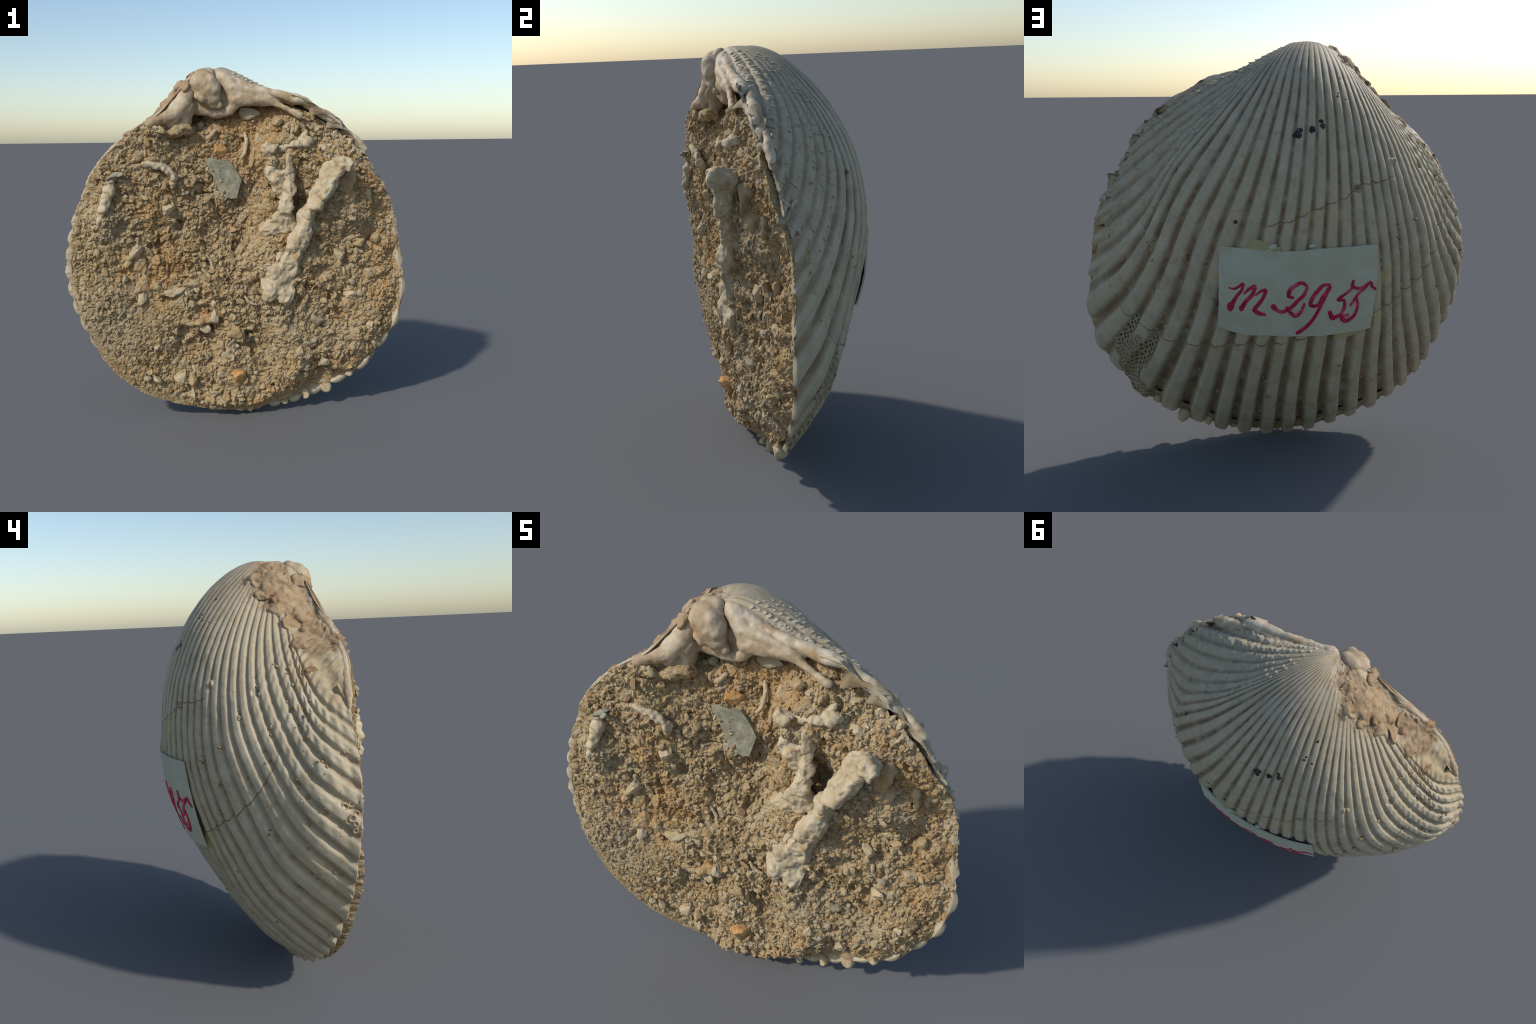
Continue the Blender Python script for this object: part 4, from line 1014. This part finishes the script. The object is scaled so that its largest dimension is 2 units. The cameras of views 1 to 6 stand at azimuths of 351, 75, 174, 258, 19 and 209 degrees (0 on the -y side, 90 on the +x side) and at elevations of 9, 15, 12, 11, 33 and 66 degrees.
    # single pebbles: place, size, colour, turn
    for i, (p, sz, m, t) in enumerate((
            ((-.036, -.292, .269), (.105, .06, .075), M_ORANGE, .2), ((-.104, -.275, .356), (.085, .05, .125), M_CREAM, -.5), ((-.070, -.272, .505), (.10, .06, .09), M_TAN, .4),
            ((-.02, -.268, .49), (.06, .05, .10), M_TAN, 0), ((-.365, -.232, .252), (.085, .06, .095), M_CREAM, .2), ((-.30, -.235, .235), (.07, .05, .09), M_TAN, 0), ((-.554, -.245, .259), (.06, .05, .05), M_DULL, .3),
            ((-.49, -.255, .452), (.05, .045, .06), M_CREAM, 0), ((-.50, -.252, .25), (.055, .04, .04), M_WHITE, .6), ((-.162, -.268, .60), (.06, .05, .10), M_WHITE, .1), ((-.17, -.255, .68), (.05, .05, .09), M_CREAM, -.2),
            ((-.22, -.255, .54), (.085, .04, .05), M_CREAM, .4), ((-.569, -.262, .722), (.065, .05, .085), M_CREAM, 0), ((-.383, -.262, .760), (.15, .05, .06), M_CREAM, -.3), ((-.27, -.262, .78), (.06, .05, .07), M_WHITE, 0),
            ((-.60, -.265, .98), (.12, .05, .07), M_CREAM, -.7), ((-.64, -.262, .93), (.06, .05, .08), M_TAN, .3), ((-.583, -.290, 1.498), (.075, .05, .05), M_TAN, -.5), ((-.66, -.28, 1.53), (.045, .04, .05), M_DULL, 0),
            ((-.555, -.285, 1.56), (.08, .04, .06), M_DULL, .2), ((-.42, -.255, 1.22), (.11, .07, .09), M_CREAM, .2), ((-.50, -.258, 1.245), (.055, .04, .08), M_CREAM, 0),
            ((-.47, -.262, 1.33), (.07, .04, .06), M_DULL, .5), ((-.45, -.258, 1.28), (.075, .04, .08), M_TAN, 0), ((-.33, -.24, 1.31), (.08, .04, .06), M_DULL, 0), 
            ((-.115, -.172, 1.53), (.10, .05, .085), M_ORANGE, .2), ((.75, -.212, .817), (.09, .06, .07), M_CREAM, .3), ((.729, -.256, .504), (.09, .05, .045), M_WHITE, -.5), ((.32, -.285, .375), (.05, .04, .10), M_CREAM, -.2),
            ((.36, -.275, .34), (.06, .04, .045), M_DULL, .2), ((.62, -.25, .70), (.075, .05, .05), M_CREAM, .1), ((.66, -.235, .62), (.06, .05, .08), M_TAN, 0), ((.42, -.262, .56), (.10, .05, .07), M_DULL, .3),
            ((.68, -.242, 1.0), (.07, .05, .05), M_TAN, 0), ((.56, -.25, .93), (.09, .05, .04), M_CREAM, .9), ((.62, -.22, 1.57), (.06, .05, .05), M_CREAM, 0), ((.53, -.215, 1.62), (.07, .04, .04), M_WHITE, -.5),
            ((.11, -.175, 1.585), (.075, .05, .08), M_CREAM, 0), ((.08, -.185, 1.50), (.06, .05, .12), M_TAN, .4), ((.20, -.25, 1.69), (.07, .05, .05), M_TAN, .3), ((.06, -.18, 1.735), (.12, .04, .09), M_DULL, .1),
            ((-.13, -.15, 1.665), (.08, .05, .05), M_TAN, 0), ((-.22, -.14, 1.675), (.05, .05, .05), M_DULL, 0), ((-.255, -.14, 1.66), (.045, .05, .04), M_TAN, 0), 
            ((.14, -.262, .95), (.05, .04, .06), M_CREAM, 0), ((.78, -.215, 1.02), (.06, .05, .07), M_TAN, .3),
            ((.66, -.245, 1.44), (.05, .04, .05), M_WHITE, .4), ((.60, -.258, 1.44), (.10, .05, .035), M_WHITE, .7), ((-.66, -.272, .84), (.05, .04, .05), M_DULL, .3), ((.47, -.25, .30), (.07, .05, .05), M_DULL, 0))):
        q = (p[0], p[1] + .002, p[2])
        angular('pebble', q, tuple(1.12 * v for v in sz), m, parent, (0.3 * math.sin(i), t, .4 * math.cos(2 * i)), 20 + i, 16, 4, .16)
    # small spiral shell: whorls as stacked swollen rings
    v, f, c = [], [], 0
    prof = []
    for w in range(4):
        r = .034 - .0055 * w
        for q in np.linspace(0, math.pi, 9)[:-1]:
            prof.append((w * .020 + .020 * q / math.pi, r * (.80 + .20 * math.sin(q))))
    prof.append((.085, .004))
    v = [(x, rr * math.cos(a), rr * math.sin(a)) for x, rr in prof for a in np.linspace(0, 2*math.pi, 28, endpoint=False)]
    sp = mesh_object('spiral_shell', np.array(v), grid_faces(len(prof), 28, wrap=True), M_CREAM, parent)
    sp.location = (.592, -.225, .835); sp.rotation_euler = (.3, .15, math.pi + .2)


def build_rim_teeth(parent):
    for i, (p, sz, rx) in enumerate((((.372, -.165, .090), (.062, .075, .070), .5), ((.503, -.155, .122), (.072, .085, .080), .45), ((.636, -.180, .208), (.055, .070, .050), .4),
                                     ((.25, -.165, .052), (.05, .06, .035), .4), ((-.02, -.185, .03), (.05, .05, .03), .3))):
        angular('rim_tooth', p, sz, M_CREAM, parent, (rx, -.4 + .1 * i, .1), 300 + i, 4, 4, .05)
    # the toothed inner edge on the left side
    rng = np.random.default_rng(3)
    for q in range(28, 36):
        x, y, z = RIB_TIPS[q]
        d = np.array([x, z - .95]); d /= np.linalg.norm(d)
        p = (x - .022 * d[0], y + .004, z - .022 * d[1])
        angular('rim_tooth', p, (.052, .026, .040), M_CREAM, parent, (0, -math.atan2(d[1], d[0]) + math.pi, .15), 330 + q, 7, 4, .08)


# ------------------------------------------------------------------ the tag
TAG = np.array([
    [(0.313, 0.382, 1.115), (0.201, 0.416, 1.109), (0.091, 0.438, 1.098), (-0.022, 0.446, 1.099), (-0.136, 0.441, 1.103), (-0.255, 0.422, 1.106), (-0.380, 0.382, 1.104)],
    [(0.316, 0.372, 0.994), (0.206, 0.407, 0.982), (0.094, 0.425, 0.972), (-0.020, 0.432, 0.971), (-0.137, 0.427, 0.972), (-0.257, 0.407, 0.975), (-0.386, 0.363, 0.974)],
    [(0.319, 0.361, 0.870), (0.210, 0.386, 0.849), (0.098, 0.398, 0.839), (-0.017, 0.401, 0.836), (-0.134, 0.395, 0.834), (-0.253, 0.378, 0.838), (-0.380, 0.337, 0.840)],
    [(0.322, 0.318, 0.734), (0.213, 0.335, 0.703), (0.100, 0.344, 0.694), (-0.015, 0.346, 0.689), (-0.132, 0.341, 0.684), (-0.249, 0.329, 0.691), (-0.372, 0.298, 0.699)]])


def tag_at(a, b):
    """Sheet point for matching arrays a (0 left .. 1 right) and b (0 top .. 1 bottom)."""
    a = np.asarray(a, float); b = np.asarray(b, float)
    fa = np.linspace(0, 1, 141); fb = np.linspace(0, 1, 91)
    g = hermite(np.linspace(0, 1, 4), TAG, fb)
    g = np.moveaxis(hermite(np.linspace(0, 1, 7), np.moveaxis(g, 1, 0), fa), 0, 1)
    x = np.clip(a, 0, 1) * 140; y = np.clip(b, 0, 1) * 90
    i = np.clip(x.astype(int), 0, 139); j = np.clip(y.astype(int), 0, 89); u = (x - i)[:, None]; w = (y - j)[:, None]
    p = (g[j, i] * (1 - u) + g[j, i + 1] * u) * (1 - w) + (g[j + 1, i] * (1 - u) + g[j + 1, i + 1] * u) * w
    du = g[j, i + 1] - g[j, i]; dw = g[j + 1, i] - g[j, i]
    n = np.cross(du, dw); n /= np.linalg.norm(n, axis=1, keepdims=True); n *= np.sign(n[:, 1:2])
    return p, n


HANDWRITING = {
    'm': [[(.067, .488, .011), (.10, .488, .017), (.133, .45, .020), (.158, .413, .024), (.156, .462, .022), (.117, .575, .024), (.092, .663, .035), (.077, .715, .052), (.074, .735, .040)],
          [(.167, .525, .013), (.20, .462, .022), (.233, .425, .027), (.225, .50, .027), (.175, .625, .030), (.150, .705, .035)],
          [(.242, .525, .013), (.275, .475, .024), (.30, .462, .027), (.292, .538, .025), (.258, .638, .028), (.235, .705, .031), (.267, .738, .033), (.30, .75, .022)]],
    'two': [[(.475, .545, .022), (.452, .53, .026), (.458, .45, .031), (.492, .40, .031), (.525, .375, .027), (.558, .413, .022), (.55, .50, .027), (.508, .588, .030), (.458, .675, .030), (.417, .712, .027), (.375, .69, .027), (.358, .655, .043)],
            [(.442, .663, .019), (.475, .738, .027), (.50, .763, .030), (.533, .712, .025), (.55, .625, .019)]],
    'nine': [[(.70, .413, .020), (.667, .413, .027), (.633, .475, .031), (.60, .562, .031), (.592, .64, .027), (.625, .65, .024), (.667, .55, .030), (.705, .45, .031)],
             [(.70, .475, .019), (.65, .675, .024), (.608, .812, .025), (.558, .913, .028), (.522, .955, .031)]],
    'five': [[(.85, .40, .020), (.842, .488, .022), (.808, .538, .020), (.767, .60, .027), (.80, .612, .020), (.808, .70, .027), (.783, .775, .027), (.738, .80, .036), (.717, .735, .027)],
             [(.842, .438, .016), (.875, .488, .022), (.917, .488, .027), (.962, .438, .019), (.972, .488, .019), (.995, .525, .020)]],
    'five_again': [[(.933, .488, .017), (.892, .55, .020), (.858, .65, .020), (.85, .675, .017)],
                   [(.883, .60, .016), (.892, .725, .020), (.867, .825, .027), (.825, .855, .034), (.795, .80, .025), (.833, .788, .024)]],
}


def build_tag(parent):
    na, nb = 90, 56
    a = np.linspace(0, 1, na); b = np.linspace(0, 1, nb)
    A, B = np.meshgrid(a, b, indexing='ij')
    p, n = tag_at(A.ravel(), B.ravel())
    pp = p + n * (.0022 * fbm(p, 10, 3, 2))[:, None]
    # slightly torn outline
    edge = np.minimum(np.minimum(A, 1 - A), np.minimum(B, 1 - B)).ravel()
    w = np.clip(1 - edge / .02, 0, 1)[:, None]
    c = p.mean(0)
    pp = pp + w * (.003 * fbm(p, 40, 2, 6))[:, None] * (p - c) / np.linalg.norm(p - c, axis=1, keepdims=True)
    th = .009
    low = pp - n * th
    F = grid_faces(na, nb)
    q = pp[F[100][:3]]
    if np.cross(q[1] - q[0], q[2] - q[0]) @ n[F[100][0]] < 0:
        F = F[:, ::-1]
    idx = np.arange(na * nb).reshape(na, nb)
    ring = np.concatenate([idx[:-1, 0], idx[-1, :-1], idx[:0:-1, -1], idx[0, :0:-1]])
    m = len(ring); nx = np.roll(ring, -1); o = na * nb
    side = np.stack([ring, nx, nx + o, ring + o], 1)
    q = np.vstack([pp, low])[side[3][:3]]
    if np.cross(q[1] - q[0], q[2] - q[0]) @ (q[0] - c) < 0:
        side = side[:, ::-1]
    ob = mesh_object('paper_tag', np.vstack([pp, low]), np.vstack([F, F[:, ::-1] + o, side]), M_PAPER, parent)
    md = ob.modifiers.new('edge', 'EDGE_SPLIT'); md.split_angle = math.radians(50)
    # dark slab added as the shade in the gap between tag and shell
    g2 = c + (low - c) * .955; g2 = g2 - n * .004
    V = np.vstack([g2, g2 - n * .026])
    q = V[F[100][:3]]
    mesh_object('tag_gap_slab', V, np.vstack([F, F[:, ::-1] + o, side]), M_TAG_GAP, ob)
    # ink: flat ribbons with rounded ends, a hair above the sheet
    lift = .0016
    for ch, strokes in HANDWRITING.items():
        vs, fs, k = [], [], 0
        for st in strokes:
            st = np.array(st); d = np.r_[0, np.cumsum(np.hypot(np.diff(st[:, 0]), np.diff(st[:, 1]) * .57))]
            m = max(24, int(d[-1] / .006)); q = hermite(d, st, np.linspace(0, d[-1], m))
            x = q[:, 0] * .70; y = q[:, 1] * .40; wd = np.maximum(q[:, 2], .008) * .70 * .5
            wd = wd * (1 + .10 * np.sin(np.arange(m) * 1.7 + k))
            tx = np.gradient(x); ty = np.gradient(y); l = np.hypot(tx, ty) + 1e-9; tx, ty = tx / l, ty / l
            # rounded ends: extra shrinking cross-sections
            xs = np.r_[x[0] - tx[0]*wd[0]*np.array([.95, .7, .35]), x, x[-1] + tx[-1]*wd[-1]*np.array([.35, .7, .95])]
            ys = np.r_[y[0] - ty[0]*wd[0]*np.array([.95, .7, .35]), y, y[-1] + ty[-1]*wd[-1]*np.array([.35, .7, .95])]
            ws = np.r_[wd[0]*np.array([.3, .71, .93]), wd, wd[-1]*np.array([.93, .71, .3])]
            txx = np.r_[[tx[0]]*3, tx, [tx[-1]]*3]; tyy = np.r_[[ty[0]]*3, ty, [ty[-1]]*3]
            rows = []
            for o2 in np.linspace(-1, 1, 7):
                P, N = tag_at((xs - tyy*ws*o2) / .70, (ys + txx*ws*o2) / .40)
                P = P + N * (.0022 * fbm(P, 10, 3, 2))[:, None]
                rows.append(P + N * (lift * (1 if abs(o2) < .99 else -.4)))
            v = np.stack(rows, 1); M = len(xs)
            f = grid_faces(M, 7)
            z = v.reshape(-1, 3)[f[10][:3]]
            if np.cross(z[1] - z[0], z[2] - z[0])[1] < 0:
                f = f[:, ::-1]
            vs.append(v.reshape(-1, 3)); fs.append(f + k); k += M * 7
            lift += .0003
        mesh_object('ink_letter', np.vstack(vs), np.vstack(fs), M_INK, ob)
    # scraps of an older tag and blobs of white glue
    def scrap(name, t0, t1, s0, s1, mat, up, skew=0.0):
        t = np.linspace(t0, t1, 30); s = np.linspace(s0, s1, 24)
        P, _ = shell_eval(t, s, relief=False); _, N = shell_eval(t, s, relief=False)
        H = up + .002 * fbm(P.reshape(-1, 3), 25, 2, 4).reshape(P.shape[:2])
        e = np.minimum(np.minimum(np.arange(30)[:, None], 29 - np.arange(30)[:, None]), np.minimum(np.arange(24)[None], 23 - np.arange(24)[None]))
        H = np.where(e == 0, -.010, H)
        G = P + N * H[..., None] + np.array([0, 0, skew]) * ((t - t0) / (t1 - t0))[:, None, None]
        F = grid_faces(30, 24); z = G.reshape(-1, 3)[F[300][:3]]
        if np.cross(z[1] - z[0], z[2] - z[0])[1] < 0:
            F = F[:, ::-1]
        mesh_object(name, G.reshape(-1, 3), F, mat, ob)
    scrap('old_paper_scrap', 15.0, 16.75, .535, .57, M_OLDPAPER, .008, -.012)
    scrap('old_paper_scrap', 17.6, 19.6, .553, .575, M_OLDPAPER, .006, 0)
    scrap('old_paper_scrap', 20.6, 22.3, .70, .727, M_OLDPAPER, .008, .01)
    for p, r in (((.085, .432, 1.115), .020), ((-.085, .435, 1.118), .016), ((.10, .43, 1.10), .014)):
        angular('glue_blob', p, (r * 2.2, r, r * 1.2), M_PAPER, ob, (0, .3, 0), int(r * 1000), 4, 3, .1)


# ------------------------------------------------------------------ small things on the shell
def build_spines(parent):
    me = scale_mesh(); me.materials.clear(); me.materials.append(M_BEAD); rng = np.random.default_rng(9)
    n = 0
    for q in range(2, 9):
        for s in np.arange(.20 if q > 1 else .62, .985, .036):
            s = s + rng.normal(0, .006)
            if s > .985 or rng.random() < .12 + .25 * (s > .72) * (q > 3):
                continue
            p, nn, g = frame_at(q + rng.normal(0, .06), s)
            sz = (.0105 + .012 * s ** 2) * rng.uniform(.7, 1.2) * (1.1 if q < 4 else .95)
            place(me, 'rib_spine', parent, p, nn, g, (sz * 1.1, sz * rng.uniform(.9, 1.3), sz * rng.uniform(.4, .75)))
            n += 1
    # nicks and small scales on the ribs near the front corner
    for q in (9, 10, 31, 32, 33, 34, 35):
        for s in np.arange(.80, .97, .05):
            if rng.random() < .45:
                continue
            p, nn, g = frame_at(q + rng.normal(0, .1), s + rng.normal(0, .012))
            sz = .011 * rng.uniform(.6, 1.1)
            place(me, 'rib_spine', parent, p, nn, g, (sz, sz * 1.2, sz * .6))


def build_groove_sand(parent):
    """Sediment grains still lodged between the ribs."""
    rng = np.random.default_rng(21)
    V, F = ico(2)
    vs, fs, k = [], [], 0
    for cluster in range(95):
        t0 = rng.integers(9, 36) + .5; s0 = rng.uniform(.45, .995) ** .8
        m = rng.integers(1, 3) if rng.random() < .72 else rng.integers(4, 11)
        for _ in range(m):
            t = t0 + rng.normal(0, .13); s = np.clip(s0 + rng.normal(0, .011), .2, .985)
            p, n, g = frame_at(t, s)
            r = rng.uniform(.0035, .0085) * (1.3 if m < 3 else 1)
            w = V * (1 + .25 * fbm(V + k, 2.2, 2, 3))[:, None] * r * rng.uniform(.6, 1.2, 3)
            vs.append(w + p + n * r * .2); fs.append(F + k); k += len(V)
    ob = mesh_object('groove_sand', np.vstack(vs), np.vstack(fs), M_GRIT, parent)
    ob['kind'] = 'stuff'
    # a few tube worms and barnacle rings
    for t, s, r in ((32.35, .955, .016), (32.1, .975, .014), (32.6, .97, .013), (31.85, .965, .013), (32.4, .985, .012), (32.0, .985, .012), (31.7, .985, .011), (7.4, .91, .016), (7.55, .93, .012), (10.45, .715, .012), (10.5, .70, .010), (29.5, .63, .012), (28.5, .66, .010), (12.5, .985, .013)):
        p, n, g = frame_at(t, s)
        prof = [(1.25, -.5), (1.1, .25), (.95, .55), (.72, .6), (.55, .35), (.45, -.1), (.05, -.15)]
        v = [(a * math.cos(q), a * math.sin(q), h) for a, h in prof for q in np.linspace(0, 2*math.pi, 16, endpoint=False)]
        me_ob = mesh_object('tube_ring', np.array(v) * r, grid_faces(len(prof), 16, wrap=True), M_CREAM)
        me = me_ob.data; bpy.data.objects.remove(me_ob)
        place(me, 'tube_ring', parent, p, n, g, (1, rng.uniform(.8, 1.2), .9))


def build_crust(parent):
    """Lumps of brown cement left on the front of the beak."""
    rng = np.random.default_rng(17)
    blocks = []
    for t, s, r in ((28, .10, .05), (29.5, .15, .06), (32, .17, .06), (33, .21, .05), (35, .24, .06), (36, .30, .06), (37.4, .30, .06), (34.5, .33, .045), (37.6, .40, .06), (36.6, .44, .05), (38.4, .22, .05), (37.8, .52, .055), (31, .22, .035), (37.2, .60, .05), (26, .14, .035), (38.2, .66, .05), (37.0, .75, .04)):
        p, n, g = frame_at(t, s, False)
        e = Vector(n).to_track_quat('Z', 'Y').to_euler()
        blocks.append((p - n * r * .10, (2.0 * r, 1.6 * r, .55 * r * rng.uniform(.8, 1.5)), tuple(e)))
    weld('sediment_crust', blocks, M_CRUST, parent, .006, ((10, .012), (26, .012), (60, .006)), 9)


# ------------------------------------------------------------------ assembly
M_SHELL_PLAIN = shell_material(ribbed=False)
root = empty('fossil_cockle')
root['label'] = 'ribbed fossil cockle valve packed with gritty shell-hash stone, red-inked paper tag'
root['category'] = 'fossil shell'
valve = build_shell(root)
build_lacy_colony(valve)
build_spines(valve)
build_groove_sand(valve)
build_hinge(valve)
build_crust(valve)
build_rim_teeth(valve)
rock, rock_v, rock_rho = build_matrix(root)
build_grit(rock, rock_v, rock_rho)
build_clasts(rock)
build_tag(root)
